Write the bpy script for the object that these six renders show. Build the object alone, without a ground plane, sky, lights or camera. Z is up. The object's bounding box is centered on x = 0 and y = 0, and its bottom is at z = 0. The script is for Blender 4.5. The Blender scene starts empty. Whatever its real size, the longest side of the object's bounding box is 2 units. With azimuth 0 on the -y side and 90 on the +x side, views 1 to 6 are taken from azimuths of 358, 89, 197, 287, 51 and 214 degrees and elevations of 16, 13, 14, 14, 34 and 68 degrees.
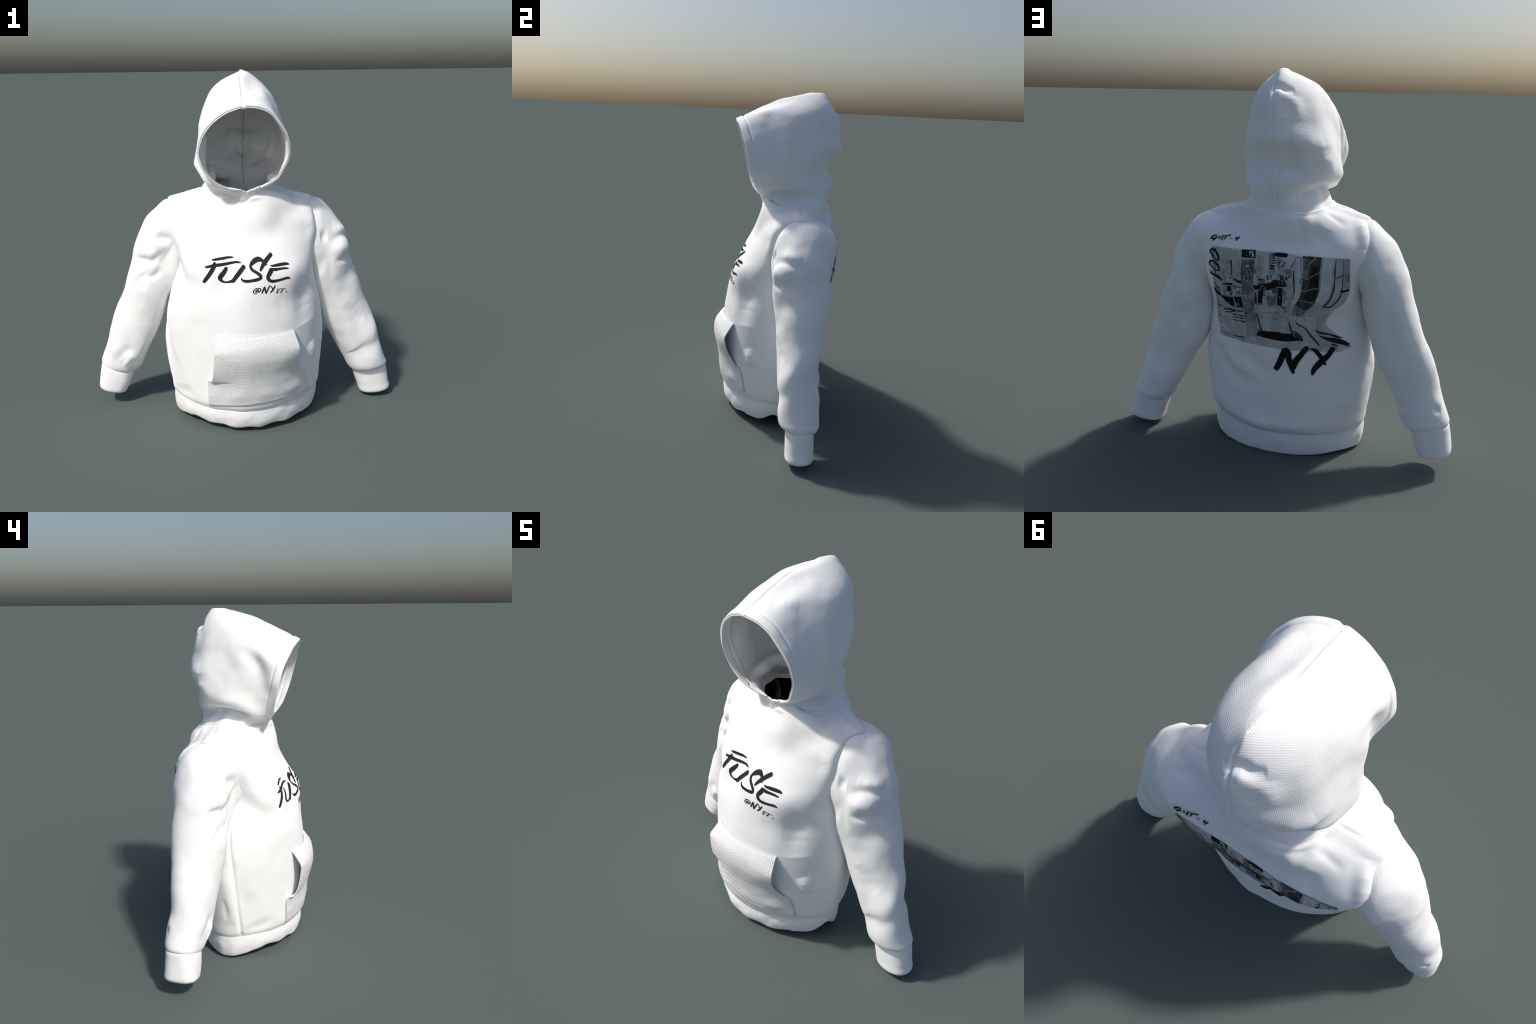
import bpy, bmesh, math, random
import numpy as np
from mathutils import Vector, noise
from mathutils.bvhtree import BVHTree
from mathutils.geometry import delaunay_2d_cdt

random.seed(7)

# ------------------------------------------------------------------ helpers
def cr_basis(t):
    t2, t3 = t * t, t * t * t
    return np.stack([-.5 * t + t2 - .5 * t3, 1 - 2.5 * t2 + 1.5 * t3, .5 * t + 2 * t2 - 1.5 * t3, -.5 * t2 + .5 * t3], -1)

def spline(P, n, closed=False, lo=None, hi=None, ts=None):
    """Catmull-Rom through P along axis 0, sampled n times (P may carry extra axes)."""
    P = np.asarray(P, float)
    K = len(P)
    if closed:
        Q = np.concatenate([P[-1:], P, P[:2]])
        u = np.arange(n) / n * K if ts is None else ts
    else:
        a = 2 * P[0] - P[1] if lo is None else lo
        b = 2 * P[-1] - P[-2] if hi is None else hi
        Q = np.concatenate([a[None], P, b[None]])
        u = np.linspace(0, K - 1, n) if ts is None else ts
    i = np.minimum(u.astype(int), (K if closed else K - 1) - 1)
    W = cr_basis(u - i)
    return sum(W[:, k].reshape((-1,) + (1,) * (P.ndim - 1)) * Q[i + k] for k in range(4))

def grid_faces(nr, nc, closed_c=False, flip=False):
    F = []
    for r in range(nr - 1):
        for c in range(nc if closed_c else nc - 1):
            d = (c + 1) % nc
            q = (r * nc + c, r * nc + d, (r + 1) * nc + d, (r + 1) * nc + c)
            F.append(q[::-1] if flip else q)
    return F

def grid_normals(G, closed_c=False):
    du = np.gradient(G, axis=0)
    if closed_c:
        dv = (np.roll(G, -1, 1) - np.roll(G, 1, 1)) / 2
    else:
        dv = np.gradient(G, axis=1)
    N = np.cross(dv, du)
    return N / (np.linalg.norm(N, axis=-1, keepdims=True) + 1e-12)

def polydist(P, path):
    """distance from points to a polyline, and the position 0..1 along it"""
    path = np.asarray(path, float)
    L = np.concatenate([[0], np.cumsum(np.linalg.norm(np.diff(path, axis=0), axis=1))])
    best = np.full(P.shape[:-1], 1e9); pos = np.zeros(P.shape[:-1])
    for a, b, la, lb in zip(path[:-1], path[1:], L[:-1], L[1:]):
        d = b - a
        t = np.clip(((P - a) @ d) / (d @ d + 1e-12), 0, 1)
        q = np.linalg.norm(P - a - t[..., None] * d, axis=-1)
        m = q < best
        best = np.where(m, q, best); pos = np.where(m, (la + t * (lb - la)) / L[-1], pos)
    return best, pos

def folds(G, items, closed_c=False):
    """push the surface in or out along soft lines: (path, width, height, taper)"""
    N = grid_normals(G, closed_c)
    D = np.zeros(G.shape[:-1])
    for path, w, h, *tp in items:
        p = np.asarray(path, float)
        if len(p) > 2:
            p = spline(p, max(24, 4 * len(p)))
        near = np.all((G > p.min(0) - 2.6 * w) & (G < p.max(0) + 2.6 * w), axis=-1)
        d, t = polydist(G[near], p)
        e = np.exp(-(d / w) ** 2)
        if tp[0]:
            e = e * np.clip(np.minimum(t, 1 - t) / .35, 0, 1) ** .8
        D[near] += h * e
    return G + N * D[..., None]

def fbm(G, size, amp, seed):
    out = np.empty(G.shape[:-1]); o = Vector((seed * 7.3, seed * 3.1, seed * 5.7))
    flat = G.reshape(-1, 3); r = out.reshape(-1)
    for i, p in enumerate(flat):
        v = Vector(p) / size + o
        r[i] = noise.noise(v) + .45 * noise.noise(v * 2.1)
    return out * amp

def rumple(G, size, amp, seed, closed_c=False):
    return G + grid_normals(G, closed_c) * fbm(G, size, amp, seed)[..., None]

def make(name, verts, faces, mats, smooth=True, parent=None, kind=None):
    me = bpy.data.meshes.new(name)
    me.from_pydata([tuple(map(float, v)) for v in verts], [], faces)
    for m in (mats if isinstance(mats, (list, tuple)) else [mats]):
        me.materials.append(m)
    if smooth:
        me.polygons.foreach_set("use_smooth", [True] * len(me.polygons))
    me.update()
    ob = bpy.data.objects.new(name, me)
    bpy.context.scene.collection.objects.link(ob)
    if parent:
        ob.parent = parent
    if kind:
        ob["kind"] = kind
    return ob

def solid(ob, t, offset=-1, bevel=0):
    m = ob.modifiers.new("thickness", 'SOLIDIFY'); m.thickness = t; m.offset = offset; m.use_even_offset = False
    return ob

# ---------------------------------------------------------------- materials
def cloth(name, colour, pitch, strength, dist, wrap=None, rough=.9):
    """white knitted cotton: two crossing families of ribs make the weave, a little noise the fuzz.
    wrap = (centre, axis, radius): the weave runs round that axis as it does on a sewn tube"""
    m = bpy.data.materials.new(name); m.use_nodes = True
    nt = m.node_tree; N = nt.nodes; L = nt.links
    b = N["Principled BSDF"]
    b.inputs["Roughness"].default_value = rough
    b.inputs["Specular IOR Level"].default_value = .5
    co = N.new("ShaderNodeTexCoord")
    nz = N.new("ShaderNodeTexNoise"); nz.inputs["Scale"].default_value = 9; nz.inputs["Detail"].default_value = 3
    L.new(co.outputs["Object"], nz.inputs["Vector"])
    ramp = N.new("ShaderNodeValToRGB")
    ramp.color_ramp.elements[0].position = .3; ramp.color_ramp.elements[1].position = .7
    ramp.color_ramp.elements[0].color = tuple(c * .98 for c in colour) + (1,)
    ramp.color_ramp.elements[1].color = tuple(colour) + (1,)
    L.new(nz.outputs["Fac"], ramp.inputs["Fac"]); L.new(ramp.outputs["Color"], b.inputs["Base Color"])
    if not pitch:
        return m

    def math_node(op, x, y=None):
        n = N.new("ShaderNodeMath"); n.operation = op
        for i, s in enumerate((x, y)):
            if s is None:
                continue
            if isinstance(s, (int, float)):
                n.inputs[i].default_value = s
            else:
                L.new(s, n.inputs[i])
        return n.outputs[0]

    def dot(vec):
        n = N.new("ShaderNodeVectorMath"); n.operation = 'DOT_PRODUCT'; n.inputs[1].default_value = tuple(vec)
        L.new(rel, n.inputs[0])
        return n.outputs["Value"]

    if wrap:
        c, ax, rad = wrap
        sub = N.new("ShaderNodeVectorMath"); sub.operation = 'SUBTRACT'; sub.inputs[1].default_value = c
        L.new(co.outputs["Object"], sub.inputs[0]); rel = sub.outputs["Vector"]
        ax = Vector(ax).normalized(); e1 = ax.orthogonal().normalized(); e2 = ax.cross(e1)
        along = dot(ax)
        round_ = math_node('MULTIPLY', math_node('ARCTAN2', dot(e1), dot(e2)), rad)
    else:
        rel = co.outputs["Object"]
        along, round_ = dot((0, 0, 1)), dot((1, 0, 0))
    k = 2 * math.pi / pitch * .71
    s1 = math_node('SINE', math_node('MULTIPLY', math_node('ADD', along, round_), k))
    s2 = math_node('SINE', math_node('MULTIPLY', math_node('SUBTRACT', along, round_), k))
    fz = N.new("ShaderNodeTexNoise"); fz.inputs["Scale"].default_value = 160; fz.inputs["Detail"].default_value = 2
    L.new(co.outputs["Object"], fz.inputs["Vector"])
    h = math_node('ADD', math_node('MAXIMUM', s1, s2), fz.outputs["Fac"])
    bp = N.new("ShaderNodeBump"); bp.inputs["Strength"].default_value = strength; bp.inputs["Distance"].default_value = dist
    L.new(h, bp.inputs["Height"]); L.new(bp.outputs["Normal"], b.inputs["Normal"])
    return m

WHITE = (.94, .94, .94)
M_body = cloth("body_cotton", WHITE, .0040, .2, .0007, ((0, .02, .5), (0, 0, 1), .40))
M_sleeve = {s: cloth("sleeve_cotton", WHITE, .0058, .34, .0011, ((s * .64, .145, .6), (s * .30, .0, -1), .13)) for s in (1, -1)}
M_hood = cloth("hood_cotton", WHITE, .0054, .24, .0010, ((0, .04, 1.55), (0, .52, -.2), .24))
M_pocket = cloth("pocket_knit", WHITE, .0072, .75, .0022)
M_rib = cloth("rib_cotton", WHITE, .0045, .2, .001)
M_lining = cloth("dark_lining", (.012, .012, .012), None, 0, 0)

root = bpy.data.objects.new("hoodie", None)
bpy.context.scene.collection.objects.link(root)
root["label"] = "white hooded sweatshirt with brush lettering and a street photo print"
root["category"] = "hoodie"

# ------------------------------------------------------------------- torso
COLS = 11
def low_ring(z, yf, yb, xr, nf=1.75, nb=2.05, nl=1.9, ym=.02):
    """ring of two front and two back superellipse quarters, from front centre round the right side;
    nf, nb, nl: how square the front, the right back and the left back are"""
    out = []
    for a in (0, 17, 34, 52, 72, 90, 108, 128, 146, 163, 180, 197, 214, 232, 252, 270, 288, 308, 326, 343):
        s, c = math.sin(math.radians(a)), math.cos(math.radians(a))
        n = nf if c > 1e-9 else nb if a < 180 else nl
        x = math.copysign(xr * abs(s) ** (2 / n), s) * (1 if s > 0 else 1.012)
        y = ym - math.copysign(abs(c) ** (2 / n), c) * ((ym - yf) if c > 0 else (yb - ym))
        out.append((x, y, z))
    return out

rows = [
    low_ring(.140, -.308, .284, .428),
    low_ring(.165, -.319, .300, .436),
    low_ring(.220, -.323, .310, .441, 1.75, 2.35),
    low_ring(.350, -.323, .308, .452, 1.75, 2.35),
    low_ring(.500, -.322, .312, .460, 1.75, 2.35),
    low_ring(.650, -.314, .324, .448, 1.85, 2.3),
    low_ring(.780, -.296, .346, .423, 2.0, 2.3),
]
# control rings above the waist, right half from front centre to back centre, then left half
TORSO_R = [
    [(.029, -.263, .927), (.147, -.256, .938), (.26, -.224, .928), (.347, -.14, .926), (.393, -.027, .931), (.396, .091, .927), (.398, .199, .925), (.351, .293, .914), (.24, .336, .905), (.119, .341, .907), (-.009, .35, .903)],
    [(.022, -.199, 1.021), (.14, -.2, 1.026), (.251, -.168, 1.019), (.343, -.104, 1.024), (.4, -.021, 1.031), (.389, .101, 1.007), (.411, .224, 1.035), (.359, .317, 1.034), (.237, .348, 1.033), (.117, .352, 1.033), (-.011, .358, 1.031)],
    [(.01, -.152, 1.129), (.13, -.143, 1.129), (.242, -.114, 1.119), (.334, -.079, 1.115), (.407, -.031, 1.117), (.378, .109, 1.108), (.433, .268, 1.126), (.363, .331, 1.123), (.23, .348, 1.119), (.111, .35, 1.121), (-.014, .356, 1.12)],
    [(.002, -.118, 1.233), (.123, -.121, 1.241), (.228, -.091, 1.215), (.319, -.059, 1.197), (.394, -.026, 1.185), (.377, .116, 1.189), (.434, .27, 1.194), (.355, .325, 1.191), (.215, .322, 1.182), (.098, .327, 1.186), (-.02, .332, 1.179)],
    [(-.006, -.088, 1.315), (.108, -.091, 1.338), (.211, -.068, 1.309), (.297, -.024, 1.277), (.38, .014, 1.246), (.383, .123, 1.257), (.412, .228, 1.246), (.324, .273, 1.242), (.192, .281, 1.229), (.082, .321, 1.25), (-.025, .33, 1.25)],
    [(-.008, -.084, 1.342), (.091, -.077, 1.367), (.186, -.046, 1.345), (.258, .009, 1.32), (.338, .066, 1.295), (.395, .137, 1.286), (.364, .186, 1.275), (.279, .21, 1.267), (.163, .233, 1.262), (.072, .297, 1.29), (-.021, .32, 1.296)],
    [(0, -.1, 1.325), (.08, -.085, 1.33), (.15, -.045, 1.335), (.195, .01, 1.335), (.225, .07, 1.33), (.24, .135, 1.325), (.225, .19, 1.325), (.19, .235, 1.325), (.14, .27, 1.322), (.075, .288, 1.32), (0, .293, 1.318)],
]
TORSO_L = [
    [(-.073, -.248, .918), (-.184, -.241, .924), (-.313, -.178, .928), (-.368, -.062, .929), (-.395, .065, .924), (-.393, .185, .921), (-.363, .287, .91), (-.255, .344, .899), (-.137, .357, .901)],
    [(-.088, -.193, 1.014), (-.208, -.198, 1.02), (-.323, -.14, 1.024), (-.38, -.052, 1.027), (-.392, .077, 1.003), (-.41, .212, 1.03), (-.375, .315, 1.029), (-.256, .359, 1.028), (-.138, .364, 1.029)],
    [(-.111, -.154, 1.12), (-.231, -.146, 1.117), (-.328, -.107, 1.111), (-.395, -.056, 1.11), (-.387, .09, 1.101), (-.44, .26, 1.117), (-.388, .329, 1.114), (-.257, .359, 1.113), (-.14, .361, 1.117)],
    [(-.118, -.121, 1.21), (-.228, -.106, 1.197), (-.321, -.076, 1.193), (-.388, -.043, 1.191), (-.396, .101, 1.196), (-.448, .254, 1.193), (-.387, .307, 1.184), (-.256, .323, 1.179), (-.142, .329, 1.185)],
    [(-.115, -.091, 1.281), (-.214, -.065, 1.272), (-.302, -.03, 1.266), (-.38, .004, 1.249), (-.41, .112, 1.264), (-.433, .211, 1.25), (-.366, .254, 1.247), (-.255, .293, 1.245), (-.142, .324, 1.256)],
    [(-.103, -.082, 1.318), (-.191, -.043, 1.312), (-.263, .004, 1.313), (-.338, .054, 1.303), (-.419, .126, 1.298), (-.383, .177, 1.288), (-.326, .213, 1.291), (-.234, .267, 1.294), (-.129, .311, 1.3)],
    [(-.08, -.085, 1.33), (-.15, -.045, 1.335), (-.195, -.001, 1.344), (-.213, .048, 1.348), (-.24, .113, 1.343), (-.213, .175, 1.338), (-.19, .226, 1.332), (-.14, .27, 1.322), (-.075, .288, 1.32)],
]
def joint_z(x, y):
    """height of the seam between body and hem band: higher at the sides"""
    b = 1 / (1 + math.exp(-y / .05))
    return .145 + (.030 if x > 0 else .008) * min(1, abs(x) / .42) ** 2 - .016 * b

ctrl = []
for r, half in enumerate(rows):
    ring = list(half)
    if r == 0:
        ring = [(x, y, joint_z(x, y)) for x, y, z in ring]
    if r in (1, 2):
        ring = [(x, y, z + (joint_z(x, y) - .14) * (1 if r == 1 else .6)) for x, y, z in ring]
    ctrl.append(ring)
ctrl += [list(a) + list(b)[::-1] for a, b in zip(TORSO_R, TORSO_L)]
neck = np.array(ctrl[-1], float)                          # neckline, before its edge is turned in
ctrl.append([(x * .93, .1 + (y - .1) * .93, z + .002) for x, y, z in ctrl[-1]])
ctrl = np.array(ctrl)
NT_R, NT_C = 380, 620
T = spline(ctrl, NT_R)                                  # along the height
T = np.swapaxes(spline(np.swapaxes(T, 0, 1), NT_C, closed=True), 0, 1)
# soft folds and seams: path, width, height (minus is inward), tapered ends
TORSO_FOLDS = [
    ([(.358, -.127, .867), (.326, -.186, .758), (.347, -.178, .623)], 0.068, -0.0204, 1),  # hollow under the right arm
    ([(.37, -.154, .489), (.384, -.135, .42), (.382, -.135, .372)], 0.036, 0.0119, 1),  # bump on the right flank
    ([(.225, -.074, 1.273), (.201, -.107, 1.195), (.11, -.14, 1.145)], 0.058, -0.0068, 1),  # dip below the right shoulder
    ([(.326, -.019, 1.26), (.322, -.058, 1.198), (.365, -.061, 1.149)], 0.039, 0.0051, 1),  # swell in front of the armhole
    ([(-.401, .054, .89), (-.331, -.169, .857), (-.257, -.232, .783)], 0.072, -0.0102, 1),  # sweep below the left chest
    ([(-.383, -.029, 1.024), (-.361, -.071, .954), (-.345, -.138, .899), (-.293, -.207, .809)], 0.046, -0.0068, 1),  # drag line from the left armpit
    ([(.033, -.297, .771), (.152, -.279, .751), (.266, -.226, .762)], 0.078, -0.0051, 1),  # hollow above the pocket
    ([(-.405, 0, .93), (-.438, .001, .728), (-.458, -.026, .559), (-.448, -.043, .373), (-.415, -.056, .155)], 0.012, -0.009, 0),  # left side seam
    ([(-.462, .015, .576), (-.46, -.004, .401), (-.44, -.021, .227)], 0.039, 0.0085, 1),  # back panel edge beside the seam
    ([(-.447, -.03, .642), (-.44, -.064, .427), (-.396, -.108, .231)], 0.058, -0.0085, 1),  # front panel hollow beside the seam
    ([(-.418, -.068, .187), (-.373, -.135, .195), (-.296, -.215, .225)], 0.033, -0.0068, 1),  # tuck over the hem
    ([(-.463, .029, .398), (-.449, .016, .254)], 0.016, -0.0051, 1),  # crease
    ([(-.088, -.095, 1.278), (-.159, .317, 1.272), (-.174, .337, 1.166)], 0.029, 0.011, 1),  # upright fold on the yoke
    ([(-.129, .297, 1.313), (-.13, .328, 1.216)], 0.039, -0.0085, 1),  # hollow beside it
    ([(-.227, .194, 1.331), (-.22, .281, 1.289), (-.212, .316, 1.22)], 0.033, 0.0076, 1),  # second upright fold
    ([(-.23, .297, 1.26), (-.217, .328, 1.177)], 0.039, -0.0068, 1),  # hollow
    ([(-.389, .167, 1.29), (-.422, .256, 1.225), (-.442, .286, 1.168)], 0.033, 0.0136, 1),  # shoulder blade lip over the sleeve
    ([(.355, .228, .621), (.331, .246, .56)], 0.026, 0.0102, 1),  # pinch above the right hip
    ([(.382, .201, .646), (.324, .25, .54), (.229, .283, .446), (.087, .307, .413)], 0.052, -0.0145, 1),  # swag
    ([(.316, .255, .625), (.228, .286, .503), (.087, .308, .457)], 0.046, 0.0145, 1),  # swag
    ([(.168, .303, .582), (.076, .309, .491), (-.002, .312, .483)], 0.039, -0.0116, 1),  # swag
    ([(.172, .291, .186), (.031, .307, .191)], 0.046, 0.0102, 1),  # blouse over the hem
    ([(-.439, .104, .588), (-.387, .175, .47), (-.283, .239, .387)], 0.058, -0.0145, 1),  # swag
    ([(-.451, .087, .486), (-.39, .161, .334), (-.277, .243, .273)], 0.052, 0.0116, 1),  # swag
    ([(.254, .131, 1.325), (.326, .132, 1.307), (.382, .132, 1.292)], 0.009, -0.0034, 1),  # right shoulder seam
    ([(.272, .104, 1.317), (.361, .1, 1.295), (.398, .117, 1.281)], 0.026, 0.0043, 1),  # front yoke edge
    ([(-.224, .125, 1.346), (-.271, .127, 1.336), (-.348, .119, 1.319), (-.391, .118, 1.307)], 0.009, -0.0034, 1),  # left shoulder seam
    ([(-.232, .094, 1.348), (-.29, .106, 1.333), (-.361, .104, 1.314)], 0.026, 0.0051, 1),  # front yoke edge
    ([(-.22, .232, 1.319), (-.337, .243, 1.264)], 0.019, -0.0051, 1),  # yoke crease
    ([(.256, .026, 1.323), (.318, .025, 1.293)], 0.046, -0.0085, 1),  # hollow under the hood
    ([(.4, .1, .85), (.44, .105, .65), (.455, .11, .45), (.44, .1, .28), (.43, .09, .2)], 0.034, -0.0136, 1),  # right side seam valley
    ([(.42, .2, .6), (.435, .2, .42), (.4, .21, .25)], 0.046, 0.0085, 1),  # back panel edge
    ([(.3, .27, .19), (.1, .31, .175), (-.15, .3, .175), (-.32, .23, .19)], 0.039, 0.0085, 1),  # blouse over the hem
    ([(.33, .23, .15), (.28, .25, .15)], 0.016, -0.0102, 1),  # pucker at the hem
    ([(.22, .28, .148), (.17, .29, .146)], 0.016, -0.0102, 1),  # pucker at the hem 
    ([(-.05, .31, .15), (-.1, .305, .15)], 0.016, -0.0085, 1),  # pucker at the hem
]
# the body rolls up a little against the sewn neckline
neck_roll = [tuple(p) for p in (np.roll(neck, -1, 0) * (1.03, 1.03, 1) - (0, .003, .010))]
TORSO_FOLDS.append((neck_roll + neck_roll[:1], .011, .008, 0))
T = folds(T, TORSO_FOLDS, True)
T = rumple(T, .16, .0035, 3, True)
torso = make("torso", T.reshape(-1, 3), grid_faces(NT_R, NT_C, True), M_body, parent=root)
TN = grid_normals(T, True)
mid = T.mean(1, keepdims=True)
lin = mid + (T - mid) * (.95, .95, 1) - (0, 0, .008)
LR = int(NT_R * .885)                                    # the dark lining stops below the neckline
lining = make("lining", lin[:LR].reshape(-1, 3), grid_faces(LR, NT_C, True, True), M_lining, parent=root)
torso_bvh = BVHTree.FromPolygons([Vector(v) for v in T.reshape(-1, 3)], grid_faces(NT_R, NT_C, True))

# ---------------------------------------------------------------- hem band
LOW = np.array([.026, .032, .036, .042, .046, .085, .020, .004, .0, .0, .0, .0, .004, .014, .012, .010, .026, .042, .044, .034])
def hem_low(x, y):
    """height of the lower edge round the body: it rides up in front and on the right side"""
    u = (math.atan2(x / .43, -(y - .02) / .3) / (2 * math.pi)) % 1 * len(LOW)
    z = float(spline(LOW[:, None], 1, closed=True, ts=np.array([u]))[0, 0])
    z += .006 * math.sin(x * 41 + 1.3) * (y < 0) * (abs(x) < .33)
    return max(z, 0)
NH = 300
top = spline(ctrl[0], NH, closed=True)
hem_rows = []
for k, (sc, f) in enumerate([(1.0, -.06), (.985, .02), (.99, .12), (.995, .4), (.985, .65), (.96, .88), (.935, .98), (.915, 1.0), (.90, .97), (.90, .7), (.91, .3)]):
    R = []
    for x, y, z in top:
        zl = hem_low(x, y); zt = joint_z(x, y)
        R.append((x * (sc if abs(x) < 0 else 1 - (1 - sc) * .55), .02 + (y - .02) * (sc if y < 0 else 1 - (1 - sc) * .7), zt + (zl - zt) * f))
    hem_rows.append(R)
H = spline(np.array(hem_rows)[::-1], 60)
H = rumple(H, .07, .003, 9, True)
hem = make("hem_band", H.reshape(-1, 3), grid_faces(60, NH, True), M_rib, parent=root)

# ------------------------------------------------------------ sleeve, cuff
def ring4(O, I, F, B, n, e=2.2):
    O, I, F, B = map(np.array, (O, I, F, B))
    c = (O + I) / 2; a = (O - I) / 2; cf = (F + B) / 2; b = (B - F) / 2
    out = []
    for k in range(n):
        t = 2 * math.pi * k / n
        ct, st = math.cos(t), math.sin(t)
        u = math.copysign(abs(ct) ** (2 / e), ct); v = math.copysign(abs(st) ** (2 / e), st)
        cc = c * abs(u) + cf * (1 - abs(u))
        out.append(cc + a * u + b * v)
    return out

def tube_rings(tab, side):
    R = []
    for (xo, zo), (xi, zi), (yf, yb) in tab:
        zm = (zo + zi) / 2; xm = (xo + xi) / 2
        R.append(((side * xo, (yf + yb) / 2, zo), (side * xi, (yf + yb) / 2, zi), (side * xm, yf, zm), (side * xm, yb, zm)))
    return R

# sleeve rings: outer, inner, front and back point of each, from the armhole down
SLEEVE_R = [
    [(.382, .142, 1.275), (.337, .101, .953), (.35, -.026, 1.097), (.388, .308, 1.104)],
    [(.444, .15, 1.266), (.382, .101, .898), (.411, -.032, 1.075), (.439, .311, 1.082)],
    [(.496, .15, 1.221), (.391, .101, .848), (.451, -.029, 1.043), (.462, .295, 1.051)],
    [(.551, .135, 1.151), (.395, .111, .787), (.476, -.024, .987), (.483, .286, .995)],
    [(.607, .116, 1.065), (.399, .12, .73), (.491, -.023, .917), (.503, .299, .935)],
    [(.623, .124, .973), (.411, .141, .673), (.503, -.016, .834), (.508, .303, .843)],
    [(.647, .16, .886), (.43, .141, .601), (.536, -.005, .75), (.522, .282, .759)],
    [(.688, .167, .791), (.46, .138, .535), (.573, .003, .668), (.545, .269, .671)],
    [(.718, .164, .687), (.503, .134, .466), (.61, .008, .582), (.581, .254, .585)],
    [(.764, .156, .585), (.547, .131, .387), (.652, .015, .492), (.618, .24, .491)],
    [(.796, .128, .483), (.589, .134, .307), (.697, .019, .404), (.648, .247, .395)],
    [(.822, .134, .399), (.591, .144, .299), (.714, .033, .355), (.687, .256, .347)],
    [(.847, .135, .318), (.619, .142, .25), (.742, .03, .289), (.715, .259, .279)],
    [(.867, .143, .262), (.637, .141, .215), (.76, .031, .243), (.736, .259, .231)],
    [(.88, .15, .231), (.653, .142, .19), (.774, .039, .214), (.754, .256, .202)],
    [(.877, .156, .21), (.671, .144, .174), (.781, .056, .197), (.763, .245, .183)],
    [(.864, .158, .199), (.682, .145, .167), (.78, .077, .187), (.764, .227, .174)],
]
SLEEVE_L = [
    [(-.377, .108, 1.278), (-.34, .093, .954), (-.323, -.059, 1.097), (-.396, .268, 1.121)],
    [(-.442, .107, 1.275), (-.386, .092, .9), (-.376, -.051, 1.071), (-.451, .292, 1.101)],
    [(-.5, .101, 1.226), (-.398, .1, .851), (-.405, -.019, 1.034), (-.483, .299, 1.07)],
    [(-.557, .102, 1.174), (-.415, .106, .792), (-.441, -.004, .98), (-.509, .297, 1.009)],
    [(-.604, .121, 1.089), (-.432, .113, .737), (-.485, -.004, .919), (-.525, .281, .938)],
    [(-.645, .142, .997), (-.448, .12, .702), (-.521, -.011, .849), (-.541, .266, .849)],
    [(-.669, .151, .902), (-.474, .12, .621), (-.567, -.023, .758), (-.573, .259, .762)],
    [(-.703, .145, .802), (-.5, .119, .549), (-.591, -.01, .67), (-.605, .256, .677)],
    [(-.735, .144, .699), (-.533, .115, .476), (-.617, .004, .582), (-.637, .246, .589)],
    [(-.783, .14, .6), (-.574, .114, .398), (-.657, .014, .492), (-.668, .237, .496)],
    [(-.814, .133, .496), (-.618, .113, .308), (-.698, .021, .396), (-.695, .231, .396)],
    [(-.84, .137, .406), (-.618, .125, .303), (-.721, .019, .352), (-.72, .241, .352)],
    [(-.865, .145, .341), (-.638, .132, .261), (-.741, .032, .298), (-.74, .244, .298)],
    [(-.881, .15, .303), (-.653, .137, .237), (-.756, .042, .268), (-.754, .245, .267)],
    [(-.888, .15, .282), (-.67, .137, .221), (-.769, .048, .25), (-.766, .239, .249)],
    [(-.885, .148, .268), (-.684, .136, .21), (-.776, .056, .238), (-.772, .227, .236)],
    [(-.872, .146, .26), (-.694, .135, .203), (-.775, .068, .23), (-.771, .212, .229)],
]
SLEEVE = {1: SLEEVE_R, -1: SLEEVE_L}
CUFF = {
    1: [((.868, .212), (.676, .178), (.082, .220)), ((.882, .198), (.676, .168), (.074, .228)), ((.887, .18), (.680, .148), (.073, .229)),
        ((.902, .10), (.705, .075), (.074, .229)), ((.913, .062), (.716, .038), (.074, .230)), ((.908, .044), (.726, .024), (.082, .222)),
        ((.890, .036), (.742, .022), (.098, .206)), ((.876, .05), (.748, .036), (.106, .198)), ((.865, .12), (.730, .10), (.106, .198))],
    -1: [((.870, .275), (.690, .235), (.076, .218)), ((.884, .262), (.694, .222), (.062, .230)), ((.891, .235), (.697, .195), (.056, .231)),
         ((.901, .180), (.717, .135), (.053, .230)), ((.909, .130), (.738, .090), (.053, .230)), ((.903, .110), (.747, .076), (.062, .222)),
         ((.886, .100), (.762, .074), (.078, .206)), ((.872, .112), (.776, .088), (.086, .200)), ((.862, .170), (.749, .140), (.086, .200))]}
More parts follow.
